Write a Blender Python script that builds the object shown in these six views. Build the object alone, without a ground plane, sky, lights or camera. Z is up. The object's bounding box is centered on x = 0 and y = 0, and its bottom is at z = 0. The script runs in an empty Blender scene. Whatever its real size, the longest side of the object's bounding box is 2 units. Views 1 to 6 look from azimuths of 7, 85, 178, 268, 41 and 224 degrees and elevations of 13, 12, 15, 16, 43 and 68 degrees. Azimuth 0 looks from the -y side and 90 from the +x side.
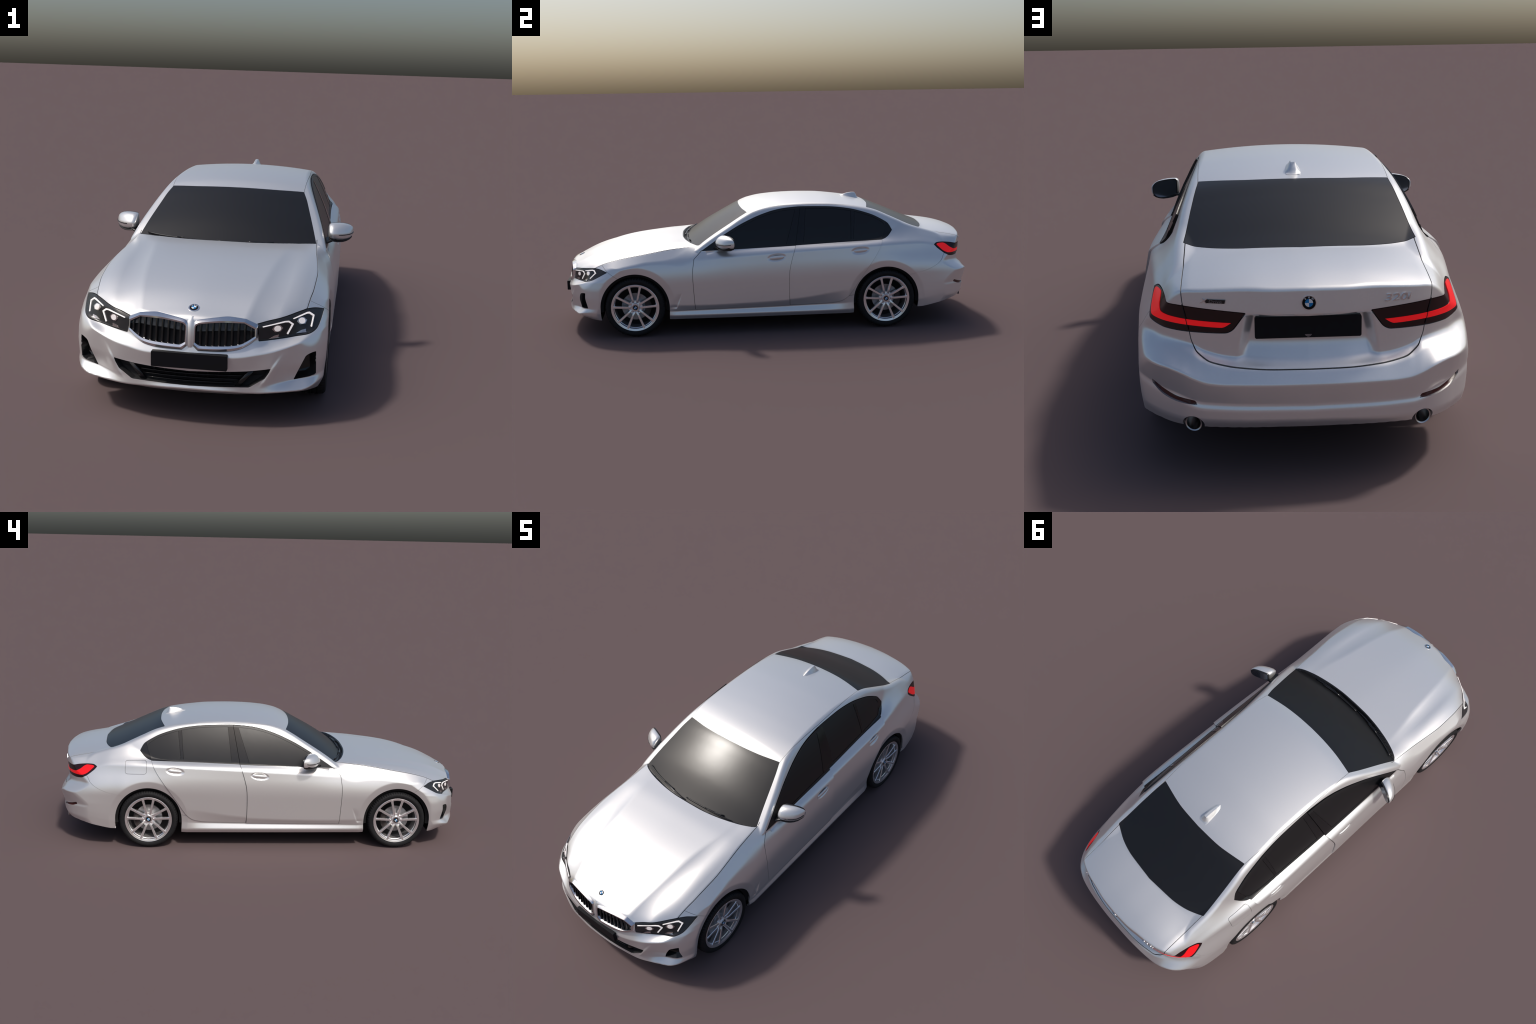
# Silver four-door saloon car, built procedurally.
# The painted shell is one smooth implicit surface described by feature lines
# (sill, door crease, shoulder, belt, hood ridges, bumper ledges ...).  It is
# meshed once, then cut along the shut lines into hood, doors, bumpers, lamps...
# All other parts (wheels, mirrors, grilles, lamps' inner parts) are added to it.
import bpy, math
import numpy as np
from mathutils import Vector, Matrix

YAW = 0.007            # the car stands very slightly turned
LO, HI, NTAB = -1.3, 1.3, 5200

# ----------------------------------------------------------------- curves
def curve(*pts):
    """Monotone cubic through (t, value) control points, as a fast lookup."""
    t = np.array([p[0] for p in pts], float); v = np.array([p[1] for p in pts], float)
    h = np.diff(t); d = np.diff(v) / h
    m = np.zeros(len(t)); m[0], m[-1] = d[0], d[-1]
    for i in range(1, len(t) - 1):
        if d[i-1] * d[i] > 0:
            w1, w2 = 2*h[i] + h[i-1], h[i] + 2*h[i-1]
            m[i] = (w1 + w2) / (w1/d[i-1] + w2/d[i])
    q = np.linspace(LO, HI, NTAB)
    k = np.clip(np.searchsorted(t, q) - 1, 0, len(h) - 1)
    s = (np.clip(q, t[0], t[-1]) - t[k]) / h[k]
    tab = ((1+2*s)*(1-s)**2*v[k] + s*(1-s)**2*h[k]*m[k] + s*s*(3-2*s)*v[k+1] + s*s*(s-1)*h[k]*m[k+1])
    def f(x):
        a = (np.asarray(x) - LO) * ((NTAB - 1) / (HI - LO))
        a = np.clip(a, 0, NTAB - 1.001); i = a.astype(np.int32); a = a - i
        return tab[i] * (1 - a) + tab[i+1] * a
    return f

def ramp(t, r):
    """max(t,0) with a parabolic fillet of half-width r."""
    return np.where(t > r, t, np.where(t < -r, 0.0, (t + r)**2 / (4*r)))

def folded(q, pos, val, rad):
    """Section through feature lines: straight facets joined by fillets."""
    s = [(val[k+1] - val[k]) / np.maximum(pos[k+1] - pos[k], 1e-4) for k in range(len(pos) - 1)]
    out = val[0] + s[0] * (q - pos[0])
    for k in range(1, len(pos) - 1):
        out = out + (s[k] - s[k-1]) * ramp(q - pos[k], rad[k])
    return out

def smax(a, b, k):
    h = np.maximum(k - np.abs(a - b), 0.0)
    return np.maximum(a, b) + h*h/(4*k)
def smin(a, b, k):
    return -smax(-a, -b, k)
def step(t):
    t = np.clip(t, 0, 1); return t*t*(3 - 2*t)

# ------------------------------------------------- feature lines of the shell
AXLE_F, AXLE_R, WHEEL_Z = -0.652, 0.5475, 0.1405
ARCH_F, ARCH_R = 0.1610, 0.1590

floor_z = curve((-1,.086),(-.81,.081),(-.5,.0765),(.39,.0735),(.715,.0935),(.86,.1185),(1,.128))

# body side: (height along the car, half width along the car, fillet)
waist_z = curve((-.85,.262),(-.65,.285),(-.37,.295),(.1,.30),(.55,.315),(.72,.305),(1,.30))
waist_x = curve((-.9,.366),(-.8,.3825),(-.75,.3855),(-.65,.3870),(-.37,.3870),(0,.3870),(.55,.3885),(.65,.3860),(.72,.3790),(.8,.3685),(.85,.3575),(.9,.340),(1,.29))
crest_z = curve((-.85,.310),(-.745,.338),(-.62,.352),(-.5,.354),(-.37,.3625),(-.1,.3825),(.1,.392),(.5,.409),(.7,.410),(.85,.400),(1,.385))
crest_x = curve((-.9,.335),(-.8,.364),(-.745,.3715),(-.65,.3710),(-.6,.3690),(-.5,.3680),(-.37,.3680),(-.2,.3710),(0,.3725),(.4,.3690),(.5,.3650),(.6,.3555),(.68,.3430),(.75,.3320),(.8,.3225),(.85,.3100),(.9,.292),(1,.25))
haunch = curve((.3,0),(.45,.0010),(.55,.0030),(.65,.0045),(.75,.0045),(.85,.0030),(.95,.001))
SIDE = [
 (floor_z, curve((-.9,.352),(-.8,.364),(-.5,.366),(.4,.366),(.65,.374),(.72,.371),(.8,.365),(.86,.354),(.92,.330)), .01),
 (curve((-.85,.118),(-.5,.096),(.39,.094),(.72,.135),(.86,.161),(1,.172)),
  curve((-.9,.370),(-.8,.377),(-.5,.3805),(.39,.3800),(.65,.3845),(.7,.3795),(.74,.3755),(.8,.3700),(.84,.3645),(.88,.355),(.92,.338)), .006),
 (curve((-.85,.145),(-.5,.118),(.25,.1235),(.39,.130),(.72,.168),(1,.195)),
  curve((-.9,.374),(-.8,.3815),(-.5,.379),(-.45,.3745),(.22,.3690),(.30,.3715),(.39,.3795),(.65,.3860),(.7,.3810),(.74,.3770),(.8,.3715),(.84,.3660),(.88,.357),(.92,.340)), .004),
 (curve((-.85,.18),(-.5,.150),(-.3,.143),(0,.150),(.15,.163),(.3,.187),(.45,.205),(.72,.215),(1,.235)),
  curve((-.9,.376),(-.8,.3845),(-.5,.3850),(0,.3835),(.3,.3840),(.55,.3870),(.65,.3870),(.7,.3815),(.74,.3775),(.8,.3720),(.84,.3665),(.88,.358),(.92,.341)), .007),
 (waist_z, waist_x, .045),
 (lambda y: waist_z(y)*.48 + crest_z(y)*.52, lambda y: waist_x(y)*.48 + crest_x(y)*.52 - haunch(y), .03),
 (crest_z, crest_x, .012),
 (curve((-.85,.36),(-.7,.395),(-.5,.41),(-.40,.405),(-.34,.400),(0,.408),(.11,.4105),(.53,.4255),(.6,.432),(.8,.445),(1,.43)),
  curve((-.9,.31),(-.8,.348),(-.7,.356),(-.5,.358),(-.40,.352),(-.34,.346),(.1,.3435),(.53,.334),(.6,.324),(.7,.306),(.8,.286),(.9,.26),(1,.22)), .01),
]

# top of hood and deck: (distance from the centre, drop below the centre line, fillet)
top_z = curve((-1.0,.290),(-.971,.3165),(-.931,.336),(-.85,.3680),(-.75,.3920),(-.65,.4075),(-.55,.4170),
              (-.47,.4225),(-.41,.4240),(-.3,.43),(-.2,.46),(.5,.49),(.65,.474),(.72,.4705),(.78,.4665),(.85,.4592),(.9,.4512),
              (.945,.4395),(.975,.4285),(1.02,.41))
TOP = [
 (lambda y: 0*y, lambda y: 0*y, .02),
 (curve((-.97,.145),(-.94,.152),(-.8,.178),(-.6,.205),(-.4,.232),(.6,.15),(1,.15)),
  curve((-.97,.013),(-.94,.011),(-.8,.0050),(-.6,.0025),(-.4,.002),(.6,.002),(.8,.004),(1,.005)), .010),
 (curve((-.97,.182),(-.94,.188),(-.8,.222),(-.6,.248),(-.4,.268),(.6,.22),(1,.22)),
  curve((-.97,.042),(-.945,.0285),(-.9,.0225),(-.8,.0168),(-.6,.0125),(-.4,.0045),(.6,.005),(.72,.006),(.8,.0125),(.95,.0165)), .030),
 (curve((-.97,.25),(-.9,.264),(-.8,.280),(-.6,.290),(-.4,.294),(.6,.262),(1,.262)),
  curve((-.97,.085),(-.9,.035),(-.836,.0255),(-.764,.0165),(-.70,.0125),(-.56,.0090),(-.45,.0070),(-.35,.003),(.6,.004),(.70,.007),(.75,.0125),(.8,.0185),(.85,.0225),(.92,.0240),(1,.025)), .025),
 (curve((-.97,.300),(-.89,.310),(-.834,.317),(-.7477,.329),(-.622,.334),(-.466,.321),(-.40,.318),(-.34,.316),(.6,.308),(.72,.302),(.8,.294),(1,.28)),
  curve((-.97,.13),(-.89,.074),(-.834,.0455),(-.7477,.0325),(-.622,.0260),(-.466,.0145),(-.36,.009),(-.3,.01),(.6,.028),(.72,.031),(.8,.038),(.92,.043)), .005),
 (curve((-.97,.34),(-.89,.345),(-.834,.352),(-.7477,.362),(-.622,.363),(-.466,.365),(-.40,.366),(-.34,.370),(.6,.353),(.72,.336),(.8,.321),(.9,.300),(1,.285)),
  curve((-.97,.20),(-.89,.12),(-.834,.086),(-.7477,.060),(-.622,.0560),(-.466,.0635),(-.40,.0525),(-.35,.030),(-.315,.008),(-.2,.008),(.5,.06),(.72,.060),(.8,.066),(.9,.072),(1,.08)), .01),
]
hood_back = curve((0,-.4185),(.06,-.4175),(.12,-.412),(.2,-.397),(.26,-.379),(.30,-.360),(.325,-.338),(.4,-.30))

# nose: (height across the car, y across the car, fillet)
NOSE = [
 (curve((0,.094),(.4,.088)),
  curve((0,-.962),(.12,-.952),(.2,-.932),(.30,-.890),(.335,-.855),(.356,-.82),(.372,-.78),(.39,-.70)), .006),
 (curve((0,.112),(.12,.109),(.2,.105),(.31,.107),(.36,.120),(.4,.125)),
  curve((0,-.9935),(.06,-.992),(.12,-.985),(.195,-.972),(.23,-.961),(.311,-.925),(.338,-.902),(.354,-.871),(.368,-.834),(.380,-.79),(.39,-.72)), .004),
 (curve((0,.1230),(.1,.1225),(.168,.1245),(.2,.129),(.25,.1305),(.29,.132),(.355,.1385),(.4,.145)),
  curve((0,-.988),(.06,-.987),(.12,-.982),(.168,-.976),(.2,-.966),(.23,-.950),(.26,-.928),(.29,-.907),(.33,-.887),(.354,-.858),(.368,-.828),(.380,-.785),(.39,-.72)), .004),
 (curve((0,.164),(.08,.166),(.16,.171),(.226,.178),(.3,.182),(.36,.188),(.4,.19)),
  curve((0,-.987),(.06,-.986),(.12,-.980),(.18,-.969),(.226,-.960),(.26,-.942),(.30,-.918),(.33,-.899),(.356,-.865),(.370,-.83),(.380,-.79),(.39,-.72)), .010),
 (curve((0,.2125),(.12,.2115),(.2,.222),(.254,.234),(.30,.247),(.34,.258),(.38,.268)),
  curve((0,-.993),(.06,-.991),(.12,-.9855),(.185,-.9715),(.23,-.9565),(.285,-.929),(.33,-.891),(.354,-.858),(.368,-.825),(.380,-.785),(.39,-.72)), .003),
 (curve((0,.238),(.10,.236),(.16,.246),(.187,.2535),(.235,.255),(.28,.2575),(.344,.2735),(.38,.285)),
  curve((0,-.985),(.06,-.982),(.12,-.972),(.187,-.950),(.235,-.924),(.28,-.896),(.33,-.866),(.350,-.845),(.365,-.815),(.380,-.77),(.39,-.70)), .006),
 (curve((0,.317),(.1,.323),(.15,.317),(.187,.302),(.255,.3145),(.318,.3245),(.36,.325),(.39,.325)),
  curve((0,-.972),(.06,-.968),(.1,-.960),(.15,-.948),(.187,-.944),(.255,-.903),(.30,-.864),(.325,-.838),(.345,-.80),(.362,-.765),(.375,-.72),(.39,-.62)), .01),
 (curve((0,.36),(.39,.36)),
  curve((0,-.94),(.1,-.93),(.187,-.91),(.255,-.87),(.318,-.80),(.35,-.74),(.375,-.68),(.39,-.58)), .01),
]
# tail: same, y is the rearmost reach
tail_bow = curve((0,0),(.07,.003),(.13,.012),(.19,.022),(.25,.041),(.298,.073),(.325,.103),(.336,.115),(.35,.132),(.39,.20))
bump_bow = curve((0,0),(.12,.004),(.205,.014),(.25,.026),(.275,.039),(.305,.063),(.325,.085),(.335,.097),(.35,.118),(.36,.134),(.39,.19))
def tail_line(z, y, bow, fillet):
    return (z, (lambda X, y=y, b=bow: y - b(X)), fillet)
TAIL = [
 tail_line(curve((0,.126),(.4,.121)), .966, bump_bow, .006),
 tail_line(curve((0,.146),(.4,.144)), .982, bump_bow, .008),
 tail_line(curve((0,.1715),(.22,.174),(.28,.19),(.4,.2)), .987, bump_bow, .005),
 tail_line(curve((0,.1815),(.22,.185),(.28,.20),(.4,.21)), .982, bump_bow, .005),
 (curve((0,.234),(.17,.2345),(.205,.237),(.235,.246),(.263,.258),(.30,.266),(.335,.266),(.4,.27)),
  curve((0,.9995),(.06,.999),(.12,.996),(.205,.987),(.25,.977),(.275,.967),(.305,.949),(.325,.929),(.335,.916),(.35,.896),(.39,.82)), .004),
 (curve((0,.2595),(.16,.265),(.215,.277),(.24,.288),(.28,.294),(.4,.30)),
  curve((0,.983),(.12,.978),(.205,.964),(.245,.945),(.28,.922),(.31,.897),(.325,.881),(.336,.869),(.35,.851),(.39,.79)), .006),
 tail_line(curve((0,.272),(.16,.277),(.215,.288),(.24,.300),(.28,.308),(.4,.315)), .9665, tail_bow, .008),
 tail_line(curve((0,.34),(.4,.34)), .9705, tail_bow, .02),
 tail_line(curve((0,.376),(.13,.378),(.26,.388),(.4,.39)), .9745, tail_bow, .006),
 tail_line(curve((0,.429),(.15,.427),(.26,.420),(.33,.405),(.4,.40)), .9715, tail_bow, .005),
 tail_line(curve((0,.46),(.4,.45)), .952, tail_bow, .004),
]
# glasshouse
roof_z = curve((-1.25,-.2),(-.5,.345),(-.45,.380),(-.40,.4140),(-.3,.4815),(-.2,.5385),(-.138,.5700),(-.08,.592),(0,.6040),(.08,.6103),
               (.165,.6125),(.27,.6105),(.38,.6000),(.45,.5895),(.505,.5768),(.58,.548),(.65,.519),(.72,.489),(.779,.466),(.80,.456),(.83,.42),(.87,.34),(1.25,-.45))
roof_crown = curve((-.4,.33),(-.3,.35),(-.2,.375),(-.11,.345),(.0,.255),(.15,.25),(.4,.26),(.5,.27),(.72,.345),(.9,.35))
glass_base = curve((-.47,.285),(-.42,.315),(-.38,.336),(-.34,.3450),(-.28,.3455),(0,.3430),(.1,.3425),(.4,.338),(.53,.330),(.6,.322),(.7,.303),(.8,.275),(.9,.24))

HANDLES = [(.017, .3620, .045, .0185, .08), (.4175, .3815, .045, .0190, .08)]

def side_reach(y, z):
    x = folded(z, [l[0](y) for l in SIDE], [l[1](y) for l in SIDE], [l[2] for l in SIDE])
    for ay, ar in ((AXLE_F, ARCH_F), (AXLE_R, ARCH_R)):      # rolled wheel-arch lips
        r = np.hypot(y - ay, np.minimum(z - WHEEL_Z, 1) + 0*y)
        band = ramp((ar + .030 - r), .004) * .26
        x = x - np.minimum(band, .012)
    for hy, hz, a, b, tilt in HANDLES:                       # finger cups of the doors
        u = (y - hy) ; w = (z - hz) - tilt * u
        d = (u/a)**2 + (w/b)**2
        x = x - .0085 * (1 - np.clip(d, 0, 1))**1.2 * np.where(w > -b, 1, 0)
    # fin behind the front wheel: a small facet sunk ahead of a slanting edge
    edge = -.452 + (z - .14)*.36
    x = x - .0050*step((edge - y)/.007)*step((y - edge + .042)/.040)*step((z - .128)/.012)*step((.212 - z)/.05)
    return x

def top_reach(X, y):
    pos = [l[0](y) for l in TOP]; drop = [-l[1](y) for l in TOP]
    X = np.sqrt(X*X + .03**2) - .03*np.exp(-(X/.12)**2)      # no ridge on the centre line
    z = top_z(y) + folded(X, pos, drop, [np.where(y > .3, r, l[2]) for l, r in zip(TOP, (.02, .07, .05, .02, .012, .01))])
    cowl = step((y - hood_back(X) + .001) / .012) * step((-.22 - y)/.05)      # cowl trough
    return z - .030 * cowl * np.where(y < -.2, 1, 0)

def nose_reach(X, z):
    Xe = X - .0075*step((X - .27)/.06)*step((.280 - z)/.06)   # bumper fuller than the wing above it
    y = folded(z, [l[0](X) for l in NOSE], [l[1](Xe) for l in NOSE], [l[2] for l in NOSE])
    out = X - (.2285 + (z - .1785)*.60)                     # folded edge beside the lower intake
    return y - .0040*step((out + .004)/.013)*step((.040 - out)/.040)*step((z - .120)/.02)*step((.232 - z)/.05)

def tail_reach(X, z):
    y = folded(z, [l[0](X) for l in TAIL], [l[1](X) for l in TAIL], [l[2] for l in TAIL])
    side = .1225 + (z - .33)*(-.18)                          # number-plate pocket
    pocket = step((side + .020 - X)/.026) * step((.376 - z)/.008) * step((z - .262)/.055)
    return y - .0215 * pocket

def shell_field(x, y, z):
    X = np.abs(x)
    body = smax(X - side_reach(y, z), z - top_reach(X, y), .007 + .020*np.exp(-((y + .38)/.08)**2))
    body = smax(body, nose_reach(X, z) - y, .008)
    body = smax(body, y - tail_reach(X, z), np.where(z > .33, .006, .007))
    dz = np.maximum(z - .41, -.012)
    side = X - (glass_base(y) - .36*dz - .72*dz*np.abs(dz))
    top = (z - (roof_z(y) - roof_crown(y)*X*X)) * .86
    house = smax(side, top, .012)
    house = np.maximum(house, .375 - z)
    f = smin(body, house, .003 + .045*step((y - .46)/.22)*step((X - .235)/.05))
    return np.maximum(f, floor_z(y) - z)

def grad_field(P, e=.0012):
    g = []
    for a in range(3):
        d = np.zeros(3); d[a] = e
        g.append(shell_field(*(P + d).T) - shell_field(*(P - d).T))
    g = np.stack(g, 1); g[np.abs(P[:, 0]) < 1e-6, 0] = 0
    return g / np.maximum(np.linalg.norm(g, axis=1, keepdims=True), 1e-9)

# ----------------------------------------------------- mesh of half the shell
def mesh_shell():
    yf, yr, zc = -.58, .62, .255
    st = [(yf, -math.cos(a), math.sin(a)) for a in np.linspace(0, math.pi/2, 200)]
    st += [(y, 0.0, 1.0) for y in np.linspace(yf, yr, 340)[1:-1]]
    st += [(yr, math.sin(a), math.cos(a)) for a in np.linspace(0, math.pi/2, 180)]
    oy = np.array([s[0] for s in st]); dy = np.array([s[1] for s in st]); dx = np.array([s[2] for s in st])
    el = np.radians(np.concatenate([np.linspace(-89.9, -38, 14)[:-1], np.linspace(-38, 62, 290)[:-1], np.linspace(62, 90, 56)]))
    n, m = len(st), len(el)
    D = np.zeros((n, m, 3))
    D[..., 0] = dx[:, None]*np.cos(el); D[..., 1] = dy[:, None]*np.cos(el); D[..., 2] = np.sin(el)
    O = np.zeros((n, m, 3)); O[..., 1] = oy[:, None]; O[..., 2] = zc
    D = D.reshape(-1, 3); O = O.reshape(-1, 3)
    a = np.full(len(D), .04); b = np.full(len(D), .75)
    for i in range(6):                                  # bisection, then false position
        c = (a + b)/2
        inside = shell_field(*(O + D*c[:, None]).T) < 0
        a = np.where(inside, c, a); b = np.where(inside, b, c)
    fa = shell_field(*(O + D*a[:, None]).T); fb = shell_field(*(O + D*b[:, None]).T)
    for i in range(5):
        c = a - fa*(b - a)/np.where(np.abs(fb - fa) < 1e-12, 1e-12, fb - fa)
        c = np.clip(c, a, b); fc = shell_field(*(O + D*c[:, None]).T); neg = fc < 0
        fb, fa = np.where(neg, fb*.5, fb), np.where(neg, fa, fa*.5)
        a, fa = np.where(neg, c, a), np.where(neg, fc, fa)
        b, fb = np.where(neg, b, c), np.where(neg, fb, fc)
    V = O + D*c[:, None]
    V[np.abs(V[:, 0]) < 1e-5, 0] = 0
    i = np.arange((n-1)*m).reshape(n-1, m)[:, :-1].ravel()
    F = np.concatenate([np.stack([i, i+m, i+m+1], 1), np.stack([i, i+m+1, i+1], 1)])
    # drop slivers at the poles, make the faces look outward
    A = np.cross(V[F[:, 1]] - V[F[:, 0]], V[F[:, 2]] - V[F[:, 0]])
    F = F[np.linalg.norm(A, axis=1) > 1e-12]
    return V, F

class Sheet:
    """Triangles with a label each, which can be cut along g = 0."""
    def __init__(s, V, F):
        s.V, s.F = V, F; s.lab = np.full(len(F), 'shell', dtype='<U24')
    def cut(s, where, g, name):
        sel = where(s.V[s.F].mean(1)) if callable(where) else where
        sel = sel & (s.lab != 'gone')
        if not sel.any(): return
        idx = np.nonzero(sel)[0]; T = s.F[idx]
        used = np.unique(T); gv = np.full(len(s.V), 1.0)
        gv[used] = g(s.V[used]); gv[np.abs(gv) < 2e-6] = 2e-6
        ins = gv[T] < 0; c = ins.sum(1)
        s.lab[idx[c == 3]] = name
        newF, newL = [], []
        for cnt in (1, 2):
            k = np.nonzero(c == cnt)[0]
            if not len(k): continue
            t = T[k]; odd = (ins[k] if cnt == 1 else ~ins[k]).argmax(1); r = np.arange(len(k))
            A, B, C = t[r, odd], t[r, (odd+1) % 3], t[r, (odd+2) % 3]
            e = np.concatenate([np.stack([A, B], 1), np.stack([A, C], 1)]); e.sort(1)
            ue, inv = np.unique(e, axis=0, return_inverse=True); inv = inv.ravel()
            w = gv[ue[:, 0]] / (gv[ue[:, 0]] - gv[ue[:, 1]])
            base = len(s.V)
            s.V = np.concatenate([s.V, s.V[ue[:, 0]]*(1-w)[:, None] + s.V[ue[:, 1]]*w[:, None]])
            gv = np.concatenate([gv, np.zeros(len(ue))])
            AB, AC = base + inv[:len(k)], base + inv[len(k):]
            old = s.lab[idx[k]].copy(); new = np.full(len(k), name, dtype='<U24')
            tip, rest = (new, old) if cnt == 1 else (old, new)
            newF += [np.stack([A, AB, AC], 1), np.stack([AB, B, C], 1), np.stack([AB, C, AC], 1)]
            newL += [tip, rest, rest]
            s.lab[idx[k]] = 'gone'
        if newF:
            keep = s.lab != 'gone'
            s.F = np.concatenate([s.F[keep]] + newF); s.lab = np.concatenate([s.lab[keep]] + newL)
    def split(s, src, g, name, gap=0.0, mask=None):
        """Give the part of panel(s) src where g<0 the new name; leave a shut line."""
        src = [src] if isinstance(src, str) else src
        def where(c):
            w = np.isin(s.lab, src)
            return w & mask(c) if mask else w
        if gap:
            s.cut(where, lambda P: g(P) + gap/2, name)
            s.cut(where, lambda P: g(P) - gap/2, 'shut_line')
        else:
            s.cut(where, g, name)

def smooth_poly(pts, closed=True, sub=6, sharp=()):
    """Rounded polygon: Catmull-Rom through the points, corners listed in sharp kept."""
    P = np.array(pts, float); n = len(P); out = []
    for i in range(n if closed else n-1):
        p1, p2 = P[i], P[(i+1) % n]
        p0 = P[i-1] if (i > 0 or closed) else p1
        p3 = P[(i+2) % n] if (closed or i+2 < n) else p2
        if i in sharp: p0 = p1 - (p2 - p1)*.5
        if (i+1) % n in sharp: p3 = p2 + (p2 - p1)*.5
        # centripetal-like limited tangents
        L = np.linalg.norm(p2 - p1)
        def tan(a, b, c):
            d = c - a; l = np.linalg.norm(d)
            return d/l*min(L, np.linalg.norm(b-a) + 1e-9, np.linalg.norm(c-b) + 1e-9)*.9 if l > 1e-9 else d
        t1, t2 = tan(p0, p1, p2), tan(p1, p2, p3)
        for u in np.linspace(0, 1, sub, endpoint=False):
            out.append((1+2*u)*(1-u)**2*p1 + u*(1-u)**2*t1 + u*u*(3-2*u)*p2 + u*u*(u-1)*t2)
    if not closed: out.append(P[-1])
    return np.array(out)

def poly_sd(Q, P):
    """Signed distance (negative inside) of points Q to polygon P."""
    d2 = np.full(len(Q), 1e9); inside = np.zeros(len(Q), bool)
    for i in range(len(P)):
        a, b = P[i], P[(i+1) % len(P)]; e = b - a
        w = Q - a; t = np.clip((w @ e) / max(e @ e, 1e-12), 0, 1)
        q = w - t[:, None]*e; d2 = np.minimum(d2, (q*q).sum(1))
        hit = ((a[1] > Q[:, 1]) != (b[1] > Q[:, 1]))
        if b[1] != a[1]:
            hit &= Q[:, 0] < (b[0]-a[0])*(Q[:, 1]-a[1])/(b[1]-a[1]) + a[0]
        inside ^= hit
    return np.where(inside, -1, 1)*np.sqrt(d2)

R2 = 2**-.5
VIEWS = {'side': lambda P: P[:, [1, 2]],
         'top': lambda P: np.stack([np.abs(P[:, 0]), P[:, 1]], 1),
         'front': lambda P: np.stack([np.abs(P[:, 0]), P[:, 2]], 1),
         'front45': lambda P: np.stack([(np.abs(P[:, 0]) + P[:, 1])*R2, P[:, 2]], 1),
         'rear45': lambda P: np.stack([(np.abs(P[:, 0]) - P[:, 1])*R2, P[:, 2]], 1)}
def region(view, poly):
    poly = np.array(poly, float)
    return lambda P: poly_sd(VIEWS[view](P), poly)
def grow(P, d):
    """Offset a closed polygon outward by d."""
    n = np.array(P); a = np.roll(n, 1, 0); b = np.roll(n, -1, 0); t = b - a
    t /= np.maximum(np.linalg.norm(t, axis=1, keepdims=True), 1e-9)
    area = np.sum(n[:, 0]*b[:, 1] - b[:, 0]*n[:, 1])
    return n + d*np.sign(area)*np.stack([t[:, 1], -t[:, 0]], 1)

# -------------------------------------------------------- outlines of panels
HOOD = smooth_poly([(0,-.9755),(.05,-.971),(.1,-.9575),(.15,-.9475),(.187,-.9455),(.255,-.9045),(.316,-.838),(.323,-.79),(.329,-.7477),(.334,-.622),
        (.3215,-.466),(.3155,-.362),(.313,-.30),(-.05,-.30),(-.05,-.9755)], sharp=(3,4,6,11,12,13,14))
WINDSHIELD = smooth_poly([(-.05,-.138),(0,-.138),(.08,-.1355),(.16,-.1275),(.248,-.1105),(.2645,-.16),(.298,-.29),(.3135,-.35),(.3,-.46),(-.05,-.46)], sharp=(0,1,4,7,8,9))
REARGLASS = smooth_poly([(-.05,.505),(0,.505),(.12,.4985),(.241,.4735),(.255,.60),(.266,.721),(.2,.7515),(.13,.7685),(0,.779),(-.05,.779)], sharp=(0,1,3,5,8,9))
ROOF = np.array([(-.05,-.25),(.26,-.25),(.249,-.1105),(.2525,0),(.2535,.15),(.2505,.3),(.2425,.4735),(.25,.60),(-.05,.60)])
DLO = smooth_poly([(-.334,.3985),(-.28,.4335),(-.223,.4695),(-.152,.5085),(-.07,.544),(0,.5660),(.06,.5775),(.144,.5838),(.29,.580),(.398,.566),(.495,.537),
        (.565,.499),(.587,.464),(.567,.442),(.545,.429),(.52,.4248),(.324,.4185),(.11,.4105),(-.10,.4040),(-.25,.4000)], sharp=(0,12))
HEADLAMP = smooth_poly([(-.5365,.3030),(-.46,.3140),(-.41,.3205),(-.368,.3255),(-.33,.3215),(-.291,.3124),(-.322,.292),(-.352,.2745),(-.385,.265),(-.4356,.2585),(-.48,.2562),(-.5365,.2548)], sharp=(0,3,5,11))
TAILLAMP = smooth_poly([(-.590,.378),(-.53,.384),(-.475,.3875),(-.4365,.3875),(-.4115,.3935),(-.375,.3985),(-.345,.3985),(-.326,.3905),(-.333,.376),(-.355,.350),(-.376,.3375),(-.395,.333),(-.427,.3305),(-.4855,.3315),(-.5525,.333),(-.567,.342)], sharp=(0,7))
TAILRED = smooth_poly([(-.564,.3555),(-.485,.3585),(-.436,.3602),(-.413,.3645),(-.396,.375),(-.385,.388),(-.374,.3945),(-.348,.3945),(-.338,.3885),(-.355,.362),(-.372,.3505),(-.395,.3474),(-.43,.3466),(-.484,.3466),(-.548,.3452)], sharp=(0,))
KIDNEY = smooth_poly([(.0148,.2930),(.024,.3010),(.083,.3080),(.149,.3070),(.1785,.2905),(.1790,.2715),(.144,.2510),(.108,.2450),(.0305,.2430),(.0148,.2510)], sharp=(3,4,5,9), sub=5)
KIDNEY_RIM = smooth_poly([(.0085,.304),(.030,.3145),(.100,.3215),(.153,.3165),(.187,.3010),(.1875,.2640),(.1680,.2475),(.138,.233),(.0965,.2265),(.0225,.2265),(.0085,.239)], sharp=(3,4,5,9,10), sub=5)
LOWGRILLE = smooth_poly([(-.05,.165),(.0,.165),(.16,.1712),(.2275,.1785),(.2225,.166),(.2115,.1485),(.17,.1245),(.0,.1215),(-.05,.1215)], sharp=(0,1,3,5,6,7,8), sub=3)
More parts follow.
